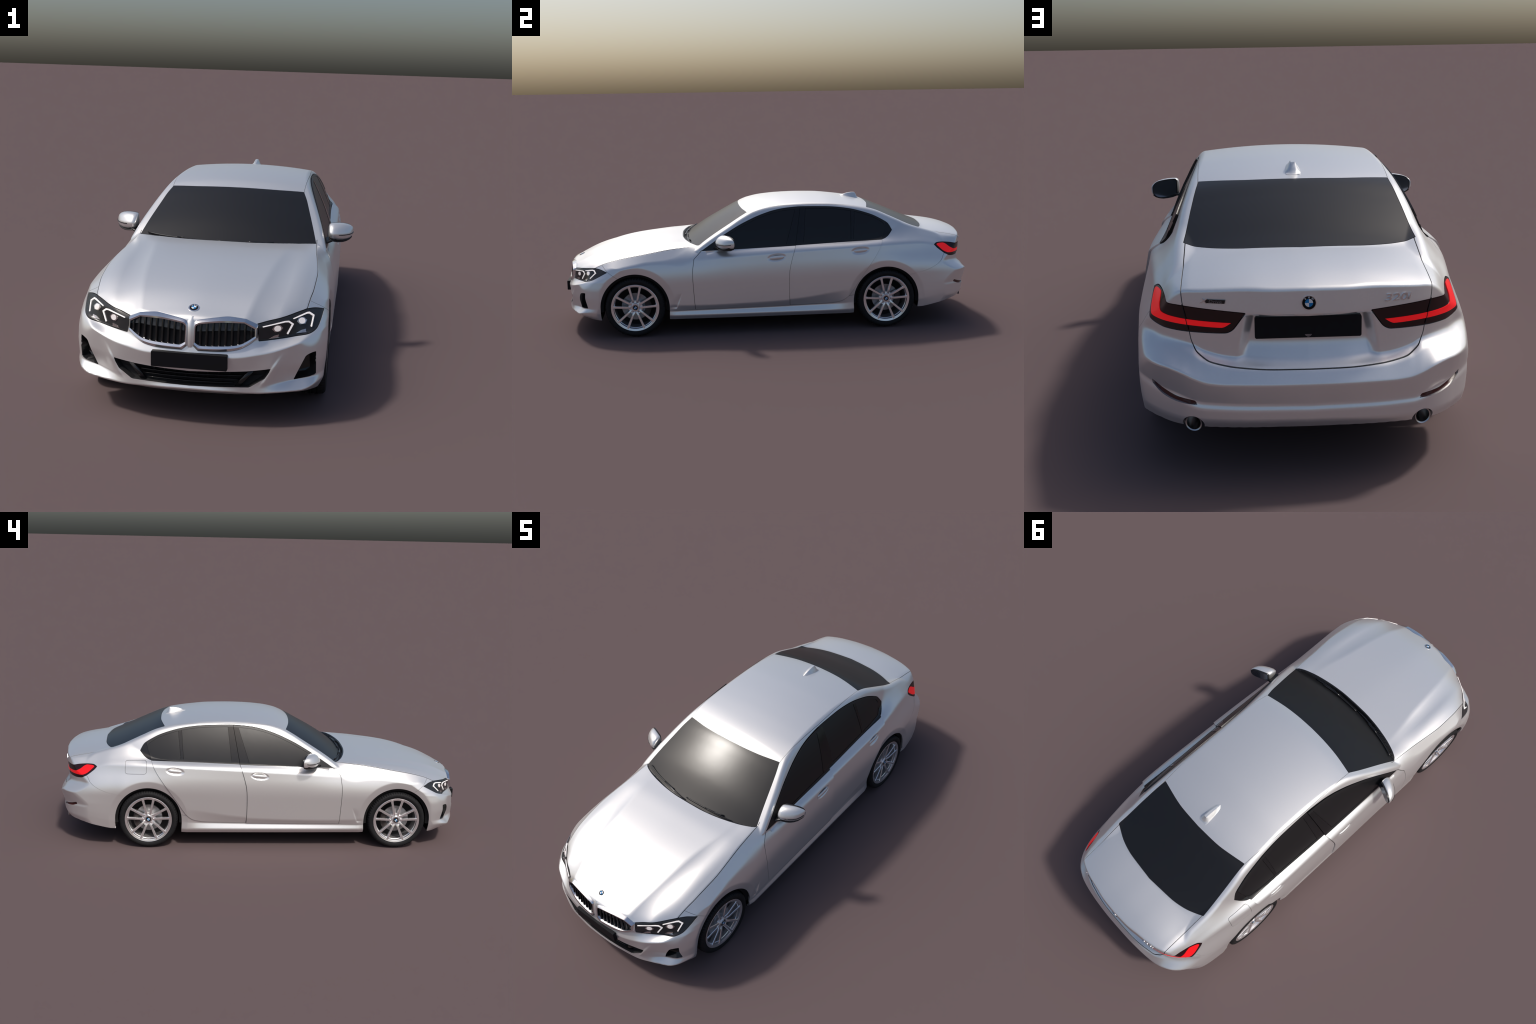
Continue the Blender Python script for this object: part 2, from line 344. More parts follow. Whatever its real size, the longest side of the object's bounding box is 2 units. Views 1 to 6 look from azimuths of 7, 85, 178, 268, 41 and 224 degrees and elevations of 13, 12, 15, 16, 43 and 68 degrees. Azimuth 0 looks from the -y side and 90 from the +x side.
VENT = smooth_poly([(.322,.206),(.338,.2135),(.3500,.2140),(.3515,.180),(.3525,.141),(.290,.1325),(.301,.160)], sharp=(2,4,5), sub=3)
LID = smooth_poly([(-.05,.2605),(0,.2605),(.09,.2615),(.162,.2665),(.205,.2755),(.231,.2915),(.241,.310),(.2445,.3284),(.246,.345),(.257,.391),(.260,.43),(.2635,.5),(-.05,.5)], sharp=(0,1,8,11,12))
REFLECTOR = smooth_poly([(-.512,.1905),(-.470,.1960),(-.43,.2045),(-.396,.2150),(-.3945,.2040),(-.43,.1915),(-.47,.1840),(-.518,.1815)], sharp=(0,3,4,7), sub=3)
FRONT_DOOR = smooth_poly([(-.3335,.4010),(-.337,.3965),(-.355,.379),(-.371,.3635),(-.3785,.31),(-.3785,.25),(-.371,.1225),(.0795,.126),(.076,.185),(.0785,.30),(.1,.383),(.111,.41),(.1135,.418)], sharp=(0,1,3,6,7,11,12))
REAR_DOOR = smooth_poly([(.1135,.418),(.111,.41),(.1,.383),(.0785,.30),(.076,.185),(.0795,.126),(.265,.1290),(.329,.1400),(.366,.167),(.398,.2128),(.451,.2935),(.504,.371),(.5305,.424),(.5325,.429)], sharp=(0,1,5,12,13))
SILL = np.array([(-.52,.03),(-.52,.1175),(-.371,.1225),(.0795,.126),(.265,.129),(.329,.140),(.366,.165),(.41,.165),(.41,.03)])
FUEL = smooth_poly([(.562,.366),(.645,.3645),(.654,.372),(.6535,.416),(.645,.424),(.563,.4255),(.554,.417),(.554,.374)], sub=4)
bumper_f_line = curve((0,-.70),(.27,-.71),(.2855,-.733),(.303,-.757),(.3124,-.771),(.34,-.80),(.5,-.9))
bumper_r_line = curve((0,.60),(.235,.60),(.257,.66),(.279,.750),(.302,.800),(.322,.823),(.3405,.833),(.36,.85),(.5,.9))

def arch(ay, r):
    def g(P):
        dy, dz = P[:, 1] - ay, P[:, 2] - WHEEL_Z
        return np.where(dz > 0, np.hypot(dy, dz), np.abs(dy) + np.maximum(-dz - .02, 0)*.05) - r
    return g

def behind_hood(P):
    return hood_back(np.abs(P[:, 0])) - .0055 - P[:, 1]

def cut_panels():
    V, F = mesh_shell()
    s = Sheet(V, F)
    GAP = .0022
    s.cut(lambda c: c[:, 2] < .2, lambda P: P[:, 2] - floor_z(P[:, 1]) - .0006, 'underbody')
    for ay, r in ((AXLE_F, ARCH_F), (AXLE_R, ARCH_R)):
        s.split(['shell', 'underbody'], arch(ay, r), 'hole', mask=lambda c: (c[:, 0] > .2) | (c[:, 2] < .11))
    front = lambda c: c[:, 1] < -.70
    rear = lambda c: c[:, 1] > .68
    # glass
    screen, bonnet = region('top', WINDSHIELD), region('top', HOOD)
    s.split('shell', lambda P: np.maximum(screen(P), behind_hood(P)), 'windshield_zone', 0, lambda c: (c[:, 2] > .34) & (c[:, 1] > -.48) & (c[:, 1] < 0))
    s.split('shell', region('top', REARGLASS), 'rear_window', .0016, lambda c: (c[:, 2] > .43) & (c[:, 1] > .4) & (c[:, 1] < .85))
    s.split('shell', region('side', DLO), 'side_glazing', .0012, lambda c: (c[:, 0] > .2) & (c[:, 2] > .39))
    # lamps and grille openings
    s.split('shell', region('front45', HEADLAMP), 'headlight_zone', .0018, lambda c: (c[:, 1] < -.74) & (c[:, 0] > .17))
    s.split('shell', region('rear45', TAILLAMP), 'taillight_zone', .0018, lambda c: rear(c) & (c[:, 0] > .1))
    s.split('shell', region('front', KIDNEY_RIM), 'hole', 0, lambda c: c[:, 1] < -.9)
    s.split('shell', region('front', LOWGRILLE), 'hole', 0, lambda c: (c[:, 1] < -.9) & (c[:, 2] < .2))
    s.split('shell', region('front', VENT), 'hole', 0, lambda c: (c[:, 1] < -.8) & (c[:, 2] < .23))
    s.split('shell', region('rear45', REFLECTOR), 'hole', 0, lambda c: (c[:, 1] > .85) & (c[:, 2] < .23))
    s.split(['shell', 'underbody'], lambda P: np.hypot(np.abs(P[:, 0]) - .243, P[:, 2] - .131) - .0235, 'hole', 0, lambda c: (c[:, 1] > .86) & (c[:, 2] < .2))
    # body panels
    s.split('shell', bonnet, 'hood', GAP, lambda c: (c[:, 1] < -.33) & (c[:, 2] > .285) & (c[:, 2] < .44))
    s.split('shell', region('top', ROOF), 'roof', .0012, lambda c: (c[:, 2] > .5))
    s.split('shell', region('front', LID), 'trunk_lid', GAP, lambda c: c[:, 1] > .715)
    s.split('shell', lambda P: P[:, 1] - bumper_f_line(P[:, 2]), 'front_bumper', GAP*.8, front)
    s.split('shell', lambda P: bumper_r_line(P[:, 2]) - P[:, 1], 'rear_bumper', GAP*.8, lambda c: (c[:, 1] > .6) & (c[:, 2] < .36))
    s.split('shell', region('side', FRONT_DOOR), 'front_door', GAP)
    s.split('shell', region('side', REAR_DOOR), 'rear_door', GAP)
    s.split('shell', region('side', SILL), 'sill', GAP*.6)
    s.split('shell', lambda P: P[:, 1] + .366, 'fender', 0, lambda c: (c[:, 1] < -.33) & ((c[:, 2] < .43)))
    s.lab[s.lab == 'shell'] = 'side_panel'
    return s

# ------------------------------------------------------------------ materials
def material(name, color, rough=.5, metal=0.0, coat=0.0, emit=0.0, noise=0.0, scale=40.0, bump=0.0, spec=.5, emit_color=None, flake=False):
    m = bpy.data.materials.new(name); m.use_nodes = True
    nt = m.node_tree; b = nt.nodes['Principled BSDF']
    b.inputs['Base Color'].default_value = (*color, 1)
    b.inputs['Roughness'].default_value = rough; b.inputs['Metallic'].default_value = metal
    b.inputs['Coat Weight'].default_value = coat; b.inputs['Coat Roughness'].default_value = .06
    b.inputs['Specular IOR Level'].default_value = spec
    if emit:
        b.inputs['Emission Color'].default_value = (*(emit_color or color), 1); b.inputs['Emission Strength'].default_value = emit
    if noise or bump:
        tc = nt.nodes.new('ShaderNodeTexCoord'); nz = nt.nodes.new('ShaderNodeTexNoise')
        nz.inputs['Scale'].default_value = scale; nz.inputs['Detail'].default_value = 3
        nt.links.new(tc.outputs['Object'], nz.inputs['Vector'])
        if noise:
            cr = nt.nodes.new('ShaderNodeValToRGB')
            cr.color_ramp.elements[0].position = .3; cr.color_ramp.elements[1].position = .7
            cr.color_ramp.elements[0].color = (*[max(0, c*(1-noise)) for c in color], 1)
            cr.color_ramp.elements[1].color = (*[min(1, c*(1+noise)) for c in color], 1)
            nt.links.new(nz.outputs['Fac'], cr.inputs['Fac']); nt.links.new(cr.outputs['Color'], b.inputs['Base Color'])
        if bump:
            bp = nt.nodes.new('ShaderNodeBump'); bp.inputs['Strength'].default_value = bump; bp.inputs['Distance'].default_value = .002
            nt.links.new(nz.outputs['Fac'], bp.inputs['Height']); nt.links.new(bp.outputs['Normal'], b.inputs['Normal'])
    return m

M = {}
def make_materials():
    M['paint'] = material('silver_paint', (.87,.865,.855), .33, .72, 0, noise=.012, scale=300)
    M['glass'] = material('tinted_glass', (.010,.010,.011), .30, 0, 0, bump=.14, scale=9)
    M['trim'] = material('black_trim', (.012,.012,.013), .35, noise=.1, scale=80)
    M['gloss'] = material('gloss_black', (.010,.010,.011), .14, noise=.1, scale=60)
    M['plastic'] = material('black_plastic', (.010,.010,.010), .55, noise=.15, scale=120)
    M['under'] = material('underbody_black', (.008,.008,.009), .8, noise=.2, scale=60)
    M['chrome'] = material('satin_chrome', (.80,.80,.82), .16, 1.0, noise=.02, scale=50)
    M['exhaust'] = material('exhaust_steel', (.50,.49,.49), .30, 1.0, noise=.05, scale=60)
    M['rim'] = material('wheel_silver', (.92,.90,.90), .20, .82, noise=.02, scale=90)  # base lightened and tinted faintly pink for ground and sky reflections on the spokes
    M['tyre'] = material('tyre_rubber', (.013,.013,.014), .7, noise=.2, scale=90, spec=.25)
    M['disc'] = material('brake_steel', (.36,.36,.365), .42, .8, noise=.12, scale=150)
    M['caliper'] = material('caliper_black', (.03,.022,.02), .5, noise=.2, scale=70)
    M['lamp_black'] = material('lamp_housing', (.024,.025,.027), .25, noise=.08, scale=60)
    M['drl'] = material('lamp_light', (.95,.90,.88), .3, emit=.45, emit_color=(1,.93,.90))
    M['lens'] = material('lamp_lens', (.70,.66,.66), .12, .3, emit=.38, emit_color=(1,.92,.9))
    M['reflbowl'] = material('lamp_reflector', (.62,.58,.58), .18, .9)
    M['taildark'] = material('taillight_smoke', (.020,.004,.005), .12, noise=.15, scale=70)
    M['tailred'] = material('taillight_red', (.72,.008,.012), .22, emit=.30, emit_color=(1,.01,.015))
    M['reflector'] = material('red_reflector', (.06,.006,.006), .25, noise=.1, scale=90)
    M['white'] = material('badge_white', (.75,.75,.77), .5, spec=.2)
    M['badge'] = material('badge_black', (.008,.008,.009), .6, spec=.1, noise=.1, scale=60)
    M['blue'] = material('badge_blue', (.015,.20,.48), .5, spec=.15)
    M['plate'] = material('number_plate_black', (.006,.006,.008), .55, noise=.1, scale=40, spec=.2)
    M['mirror'] = material('mirror_glass', (.25,.27,.30), .12, .9)

# -------------------------------------------------------------- mesh helpers
ROOT = None
KIND = {'front_door': 'door', 'rear_door': 'door', 'front_bumper': 'bumper', 'rear_bumper': 'bumper', 'side_panel': 'quarter_panel',
        'front_window_trim': 'window_trim', 'rear_window_trim': 'window_trim', 'front_door_window': 'door_window', 'rear_door_window': 'door_window',
        'front_pillar_cover': 'pillar_cover'}                  # panel region -> kind of part
def put(name, V, F, mat, normals=None, smooth=True, parent=None, mirror=False, angle=None):
    V = np.asarray(V, float).copy(); F = [list(f) for f in F] if not isinstance(F, np.ndarray) else F
    if mirror:
        V[:, 0] *= -1
        F = F[:, ::-1] if isinstance(F, np.ndarray) else [f[::-1] for f in F]
        if normals is not None: normals = normals*np.array([-1, 1, 1])
    name = KIND.get(name, name)
    me = bpy.data.meshes.new(name)
    if isinstance(F, np.ndarray):
        n = len(F)
        me.vertices.add(len(V)); me.vertices.foreach_set('co', V.astype(np.float32).ravel())
        me.loops.add(3*n); me.loops.foreach_set('vertex_index', F.astype(np.int32).ravel())
        me.polygons.add(n); me.polygons.foreach_set('loop_start', np.arange(0, 3*n, 3, dtype=np.int32))
        me.update(calc_edges=True)
    else:
        me.from_pydata(V.tolist(), [], F)
        me.update()
    if smooth: me.shade_smooth()
    if normals is not None: me.normals_split_custom_set_from_vertices(normals.tolist())
    elif angle is not None: me.set_sharp_from_angle(angle=math.radians(angle))
    me.materials.append(M[mat])
    ob = bpy.data.objects.new(name, me); bpy.context.scene.collection.objects.link(ob)
    ob.parent = parent or ROOT
    return ob

def panel_mesh(s, label, depth=.006, recess=0.0, normals=None):
    """Vertices/faces/normals of one panel, with a folded-in edge flange."""
    F = s.F[np.isin(s.lab, label if isinstance(label, (list, tuple)) else [label])]
    if not len(F): return None
    u, inv = np.unique(F, return_inverse=True); F = inv.reshape(-1, 3)
    V = s.V[u]; N = s.N[u]
    V = V - N*recess
    if depth:
        e = np.concatenate([F[:, [0, 1]], F[:, [1, 2]], F[:, [2, 0]]])
        key = np.sort(e, 1); _, i, c = np.unique(key, axis=0, return_index=True, return_counts=True)
        b = e[i[c == 1]]
        b = b[~((np.abs(V[b[:, 0], 0]) < 1e-6) & (np.abs(V[b[:, 1], 0]) < 1e-6))]
        k = len(V); n = len(b)
        P0, P1 = V[b[:, 0]], V[b[:, 1]]; N0, N1 = N[b[:, 0]], N[b[:, 1]]
        out = np.cross(P1 - P0, N0); out /= np.maximum(np.linalg.norm(out, axis=1, keepdims=True), 1e-9)
        V = np.concatenate([V, P0, P1, P0 - N0*depth, P1 - N1*depth])
        N = np.concatenate([N, out, out, out, out])
        r = np.arange(n)
        F = np.concatenate([F, np.stack([k+r+n, k+r, k+r+2*n], 1), np.stack([k+r+n, k+r+2*n, k+r+3*n], 1)])
    return V, F, N

def both_halves(V, F, N):
    """Join the half that crosses the centre line with its mirror image."""
    W = V*np.array([-1, 1, 1]); NN = N*np.array([-1, 1, 1])
    return np.concatenate([V, W]), np.concatenate([F, F[:, ::-1] + len(V)]), np.concatenate([N, NN])

def lathe(profile, seg, closed=False, axis='x'):
    """Revolve (axial, radius) points about the x axis."""
    P = np.array(profile, float); n = len(P); a = np.linspace(0, 2*math.pi, seg, endpoint=False)
    V = np.stack([np.repeat(P[:, 0][None], seg, 0), P[:, 1][None]*np.cos(a)[:, None], P[:, 1][None]*np.sin(a)[:, None]], -1).reshape(-1, 3)
    F = []
    for i in range(seg):
        j = (i+1) % seg
        for k in range(n if closed else n-1):
            l = (k+1) % n
            F.append([i*n+k, j*n+k, j*n+l, i*n+l])
    return V, F

def loft(rings, caps=True):
    """Skin closed rings (each m points)."""
    R = [np.array(r, float) for r in rings]; m = len(R[0]); V = np.concatenate(R); F = []
    for i in range(len(R)-1):
        for k in range(m):
            l = (k+1) % m; F.append([i*m+k, i*m+l, (i+1)*m+l, (i+1)*m+k])
    if caps:
        F.append(list(range(m))[::-1]); F.append([(len(R)-1)*m + k for k in range(m)])
    return V, F

def join(parts):
    V, F, o = [], [], 0
    for v, f in parts:
        V.append(np.asarray(v)); F += [[i+o for i in q] for q in f]; o += len(v)
    return np.concatenate(V), F

def sweep(path, w, h, up=(0, 0, 1), closed=False, seg=8):
    """Sweep a rounded section (w across, h along up) along a path."""
    P = np.array(path, float); n = len(P); rings = []
    up = np.array(up, float)
    for i in range(n):
        a = P[i-1] if (i > 0 or closed) else P[i]; b = P[(i+1) % n] if (i < n-1 or closed) else P[i]
        t = b - a; t /= max(np.linalg.norm(t), 1e-9)
        s = np.cross(t, up); s /= max(np.linalg.norm(s), 1e-9); v = np.cross(s, t)
        ww = w[i] if hasattr(w, '__len__') else w; hh = h[i] if hasattr(h, '__len__') else h
        ring = []
        for k in range(seg):
            c, d = math.cos(2*math.pi*(k+.5)/seg), math.sin(2*math.pi*(k+.5)/seg)
            q = lambda x: math.copysign(abs(x)**.6, x)
            ring.append(P[i] + s*q(c)*ww/2 + v*q(d)*hh/2)
        rings.append(ring)
    if closed:
        rings.append(rings[0]); return loft(rings, False)
    return loft(rings)

def slab(poly, y0, y1, bevel=.0):
    """Extrude an (x, z) outline from y0 to y1 (front face first)."""
    P = np.array(poly); rings = []
    area = np.sum(P[:, 0]*np.roll(P[:, 1], -1) - np.roll(P[:, 0], -1)*P[:, 1])
    if area < 0: P = P[::-1]
    for off, y in ((-bevel, y0), (0, y0 + (bevel if y1 > y0 else -bevel)), (0, y1)):
        Q = grow(P, off) if off else P
        rings.append(np.stack([Q[:, 0], np.full(len(Q), y), Q[:, 1]], 1))
    return loft(rings)

def on_shell(u, v, view):
    """Find the shell point seen at (u, v) in one of the drawing views; also its normal."""
    u = np.asarray(u, float); v = np.asarray(v, float)
    if view == 'front': o = lambda t: np.stack([u, -1.1 + t, v], 1)
    elif view == 'rear': o = lambda t: np.stack([u, 1.1 - t, v], 1)
    elif view == 'front45':
        o = lambda t: np.stack([u*R2 + (1.0 - t)*R2 + 0*u, u*R2 - (1.0 - t)*R2, v], 1)
    elif view == 'rear45':
        o = lambda t: np.stack([u*R2 + (1.0 - t)*R2 + 0*u, -u*R2 + (1.0 - t)*R2, v], 1)
    elif view == 'top': o = lambda t: np.stack([u, v, .8 - t], 1)
    elif view == 'side': o = lambda t: np.stack([.6 - t, u, v], 1)
    a = np.zeros(len(u)); b = np.full(len(u), .45)
    T = np.linspace(0, .6, 49); hit = np.zeros(len(u), bool)
    for i in range(1, len(T)):
        f = shell_field(*o(np.full(len(u), T[i])).T) < 0
        new = f & ~hit; a = np.where(new, T[i-1], a); b = np.where(new, T[i], b); hit |= f
    for _ in range(14):
        c = (a+b)/2; f = shell_field(*o(c).T) < 0
        b = np.where(f, c, b); a = np.where(f, a, c)
    P = o(b); return P, grad_field(P)

def fill_poly(poly, spacing=.003):
    """Triangulated fill of an outline: boundary ring plus inward offset rings and a centre fan."""
    import mathutils.geometry as mg
    P = [Vector((p[0], p[1])) for p in poly]; n = len(P)
    lo = np.min(poly, 0); hi = np.max(poly, 0); pts = list(P)
    xs = np.arange(lo[0] + spacing/2, hi[0], spacing); zs = np.arange(lo[1] + spacing/2, hi[1], spacing)
    G = np.array([(x, z) for x in xs for z in zs]) if len(xs)*len(zs) else np.zeros((0, 2))
    if len(G):
        G = G[poly_sd(G, np.array(poly)) < -spacing*.4]
        pts += [Vector((g[0], g[1])) for g in G]
    v, e, f, *_ = mg.delaunay_2d_cdt(pts, [(i, (i+1) % n) for i in range(n)], [], 1, 1e-7)
    return np.array([(p.x, p.y) for p in v]), [list(q) for q in f]

SURFACE_CACHE = {}
def decal(name, poly, view, lift, thick, mat, parent=None, mirror=False, spacing=.003):
    """A thin solid piece lying on the shell inside an outline drawn in a view."""
    key = (view, spacing, np.asarray(poly, float).tobytes())
    if key not in SURFACE_CACHE:
        Q, F = fill_poly(poly, spacing); SURFACE_CACHE[key] = (F,) + on_shell(Q[:, 0], Q[:, 1], view)
    F, P, N = SURFACE_CACHE[key]
    A, B = P + N*lift, P + N*(lift - thick)
    # orient
    f = F[0]; nn = np.cross(A[f[1]] - A[f[0]], A[f[2]] - A[f[0]])
    if nn @ N[f[0]] < 0: F = [q[::-1] for q in F]
    cnt = {}
    for q in F:
        for i in range(len(q)):
            e = (q[i], q[(i+1) % len(q)]); cnt[e] = 1
    edge = [e for e in cnt if (e[1], e[0]) not in cnt]
    k = len(A)
    V = np.concatenate([A, B, A, B]); N2 = np.concatenate([N, N, N, N])
    FF = list(F) + [[a + 2*k, a + 3*k, b + 3*k, b + 2*k] for a, b in edge]
    for a, b in edge:
        o = np.cross(A[b] - A[a], N[a]); o /= max(np.linalg.norm(o), 1e-9)
        N2[a + 2*k] = N2[a + 3*k] = N2[b + 2*k] = N2[b + 3*k] = o
    FF += [[i + k for i in q[::-1]] for q in F]
    used = np.ones(len(V), bool)
    return put(name, V, FF, mat, normals=N2, parent=parent, mirror=mirror)

def empty(name, parent=None, loc=(0, 0, 0)):
    e = bpy.data.objects.new(name, None); e.empty_display_size = .05
    bpy.context.scene.collection.objects.link(e); e.parent = parent; e.location = loc
    return e

# ------------------------------------------------------------------- the body
def build_shell():
    s = cut_panels()
    s.N = grad_field(s.V)
    # outward orientation check
    c = np.cross(s.V[s.F[:, 1]] - s.V[s.F[:, 0]], s.V[s.F[:, 2]] - s.V[s.F[:, 0]])
    flip = (c * s.N[s.F[:, 0]]).sum(1) < 0
    s.F[flip] = s.F[flip][:, ::-1]
    for lab in ('hood', 'roof', 'trunk_lid', 'front_bumper', 'rear_bumper'):
        put(lab, *[a for a in both(panel_mesh(s, lab, .008))][:2], 'paint', normals=both.N)
    for lab in ('fender', 'front_door', 'rear_door', 'sill', 'side_panel'):
        V, F, N = panel_mesh(s, lab, .018 if 'door' in lab else .008)
        if 'door' in lab:
            B, FB, NB = panel_mesh(s, lab, 0, .014)               # inner skin behind the door
            for mir in (False, True): put('door_jamb', B, FB, 'trim', normals=NB, mirror=mir)
            V, N = swing(V, N, lab.split('_')[0])
        put(lab, V, F, 'paint', normals=N)
        if lab != 'side_panel':
            put(lab, V, F, 'paint', normals=N, mirror=True)
        else:                                           # the right flank carries the fuel flap
            t = Sheet(s.V.copy(), s.F[s.lab == lab].copy()); t.lab[:] = lab
            t.split(lab, region('side', FUEL), 'fuel_flap', .0014, lambda c: c[:, 0] > .3)
            t.N = grad_field(t.V)
            for l2 in (lab, 'fuel_flap'):
                r = panel_mesh(t, l2, .008)
                if r: put(l2, *r[:2], 'paint', normals=r[2], mirror=True)
            r = panel_mesh(t, 'shut_line', 0, .003)
            if r: put('fuel_flap_gap', *r[:2], 'trim', normals=r[2], mirror=True)
    V, F, N = both(panel_mesh(s, 'shut_line', 0, .0045)); put('shut_line', V, F, 'under', normals=N)
    V, F, N = both(panel_mesh(s, 'underbody', 0)); put('underbody', V, F, 'under', normals=N)
    # front and rear screens; the trough at the foot of the windshield is the cowl
    ws = np.isin(s.lab, ['windshield_zone']); cen = s.V[s.F].mean(1)
    low = ws & (cen[:, 2] < roof_z(cen[:, 1]) - roof_crown(cen[:, 1])*cen[:, 0]**2 - .004)
    s.lab[low] = 'cowl'; s.lab[ws & ~low] = 'windshield'
    V, F, N = both(panel_mesh(s, 'windshield', .004)); put('windshield', V, F, 'glass', normals=N)
    r = panel_mesh(s, 'cowl', 0)
    if r: V, F, N = both(r); put('cowl', V, F, 'trim', normals=N)
    V, F, N = both(panel_mesh(s, 'rear_window', .004)); put('backlight_window', V, F, 'glass', normals=N)
    return s

AJAR = .0140                                    # doors not quite shut, radians
HINGE = {'front': (.372, -.374), 'rear': (.380, .079)}
def swing(V, N, door):
    hx, hy = HINGE[door]; c, d = math.cos(AJAR), math.sin(AJAR)
    R = np.array([[c, d, 0], [-d, c, 0], [0, 0, 1]]); o = np.array([hx, hy, 0])
    return (V - o) @ R.T + o, (None if N is None else N @ R.T)

def both(r):
    V, F, N = both_halves(*r); both.N = N; return V, F, N

# side glazing: trim frame, three panes, black pillar covers
def build_side_glazing(s):
    t = Sheet(s.V.copy(), s.F[s.lab == 'side_glazing'].copy()); t.lab[:] = 'window_trim'
    inner = smooth_poly([(-.262,.4275),(-.215,.4635),(-.150,.4985),(-.07,.5345),(0,.5565),(.06,.5685),(.144,.575),(.29,.5715),(.398,.557),(.49,.5295),
        (.543,.499),(.5495,.478),(.538,.4535),(.52,.4345),(.324,.4275),(.11,.4195),(-.10,.4130),(-.262,.4075)], sharp=(0,13,17))
    t.split('window_trim', region('side', inner), 'pane', .0)
    def line(y0, z0, y1, z1):
        return lambda P: (P[:, 1] - (y0 + (P[:, 2] - z0)*(y1 - y0)/(z1 - z0)))
    b0, b1 = line(.0660, .4155, .1185, .576), line(.1500, .4190, .1685, .578)
    split = line(.1115, .4155, .1420, .578)
    c0, c1 = line(.379, .426, .388, .553), line(.3915, .4275, .405, .553)
    t.split('pane', b0, 'front_door_window', .0010)
    t.split('pane', lambda P: -c1(P), 'quarter_window', .0010)
    t.split('pane', lambda P: np.maximum(-b1(P), c0(P)), 'rear_door_window', .0010)
    t.split('pane', split, 'pillar_cover', .0018); t.split('pane', lambda P: c0(P) - .03, 'pillar_cover')
    t.split('pane', lambda P: P[:, 1]*0 - 1, 'window_divider')
    t.split('window_trim', split, 'front_window_trim', .0018)
    t.split('window_trim', lambda P: -line(.5325, .428, .556, .50)(P), 'corner_trim', .0016)
    t.split('window_trim', lambda P: P[:, 1]*0 - 1, 'rear_window_trim')
    t.split('pillar_cover', split, 'front_pillar_cover')
    t.N = grad_field(t.V)
    base = panel_mesh(s, 'side_glazing', 0, .0060)
    for mir in (False, True): put('window_seal', *base[:2], 'under', normals=base[2], mirror=mir)
    for lab, mat, rec, door in (('front_window_trim', 'trim', 0, 'front'), ('rear_window_trim', 'trim', 0, 'rear'), ('corner_trim', 'gloss', .0004, None),
                     ('front_door_window', 'glass', .0016, 'front'), ('rear_door_window', 'glass', .0016, 'rear'), ('quarter_window', 'glass', .0016, 'rear'),
                     ('front_pillar_cover', 'gloss', .0004, 'front'), ('pillar_cover', 'gloss', .0004, 'rear'), ('window_divider', 'trim', .0004, 'rear')):
        r = panel_mesh(t, lab, .007, rec)
        if r is None: continue
        V, F, N = r
        if door: V, N = swing(V, N, door)
        for mir in (False, True): put(lab, V, F, mat, normals=N, mirror=mir)

# lamps ---------------------------------------------------------------------
def ribbon_outline(pts, w):
    """Outline of a bent strip of given widths around a centre polyline."""
    P = np.array(pts, float); w = np.broadcast_to(w, len(P)); L, Rr = [], []
    for i in range(len(P)):
        a = P[max(i-1, 0)]; b = P[min(i+1, len(P)-1)]
        d0 = P[i] - a; d1 = b - P[i]
        d0 = d0/np.linalg.norm(d0) if np.linalg.norm(d0) > 0 else d1/np.linalg.norm(d1)
        d1 = d1/np.linalg.norm(d1) if np.linalg.norm(d1) > 0 else d0
        t = d0 + d1; t /= np.linalg.norm(t); n = np.array([-t[1], t[0]])
        k = 1/max(.5, (n @ np.array([-d0[1], d0[0]])))
        L.append(P[i] + n*w[i]/2*k); Rr.append(P[i] - n*w[i]/2*k)
    return np.array(L + Rr[::-1])

def disc_poly(c, rx, rz, n=6, rot=0.0):
    return [(c[0] + rx*math.cos(2*math.pi*i/n + rot), c[1] + rz*math.sin(2*math.pi*i/n + rot)) for i in range(n)]

def build_lamps(s):
    for mir in (False, True):
        V, F, N = panel_mesh(s, 'headlight_zone', .006, .0012)
        head = put('headlight', V, F, 'lamp_black', normals=N, mirror=mir)
        for pts, w in (([(-.524,.2945),(-.455,.3025),(-.443,.3015),(-.4305,.2925),(-.450,.2665)], (.0026,.0036,.0042,.0045,.0040)),
                       ([(-.426,.3072),(-.374,.3160),(-.364,.3148),(-.3505,.3052),(-.3725,.2795)], (.0026,.0036,.0042,.0045,.0038))):
            decal('running_light', ribbon_outline(pts, w), 'front45', .0016, .003, 'drl', head, mir, .004)
        for c in ((-.480,.2855), (-.399,.2985)):
            decal('projector_bezel', disc_poly(c, .0175, .0105, 6), 'front45', .0006, .002, 'reflbowl', head, mir, .004)
            decal('projector_lens', disc_poly(c, .0105, .0082, 18), 'front45', .0016, .003, 'lens', head, mir, .003)
        for c, k in (((-.487,.2615), 1), ((-.402,.2690), 1.05)):
            decal('reflector_bowl', [(c[0]-.022, c[1]-.0030), (c[0]-.004, c[1]+.0045), (c[0]+.010*k, c[1]+.0065), (c[0]+.008, c[1]-.001), (c[0]+.012, c[1]-.0022)],
                  'front45', .0004, .002, 'reflbowl', head, mir, .004)
        # tail lamp: smoked lens with an L-shaped light guide, crossed by the lid seam
        V, F, N = panel_mesh(s, 'taillight_zone', .006, .0006)
        tail = put('taillight', V, F, 'taildark', normals=N, mirror=mir)
        decal('light_guide', TAILRED, 'rear45', .0008, .002, 'tailred', tail, mir, .0035)
        seam = ribbon_outline([(.2575,.3905),(.2520,.366),(.2465,.3345)], .0014)
        decal('lamp_seam', seam, 'rear', .0014, .001, 'under', tail, mir, .004)

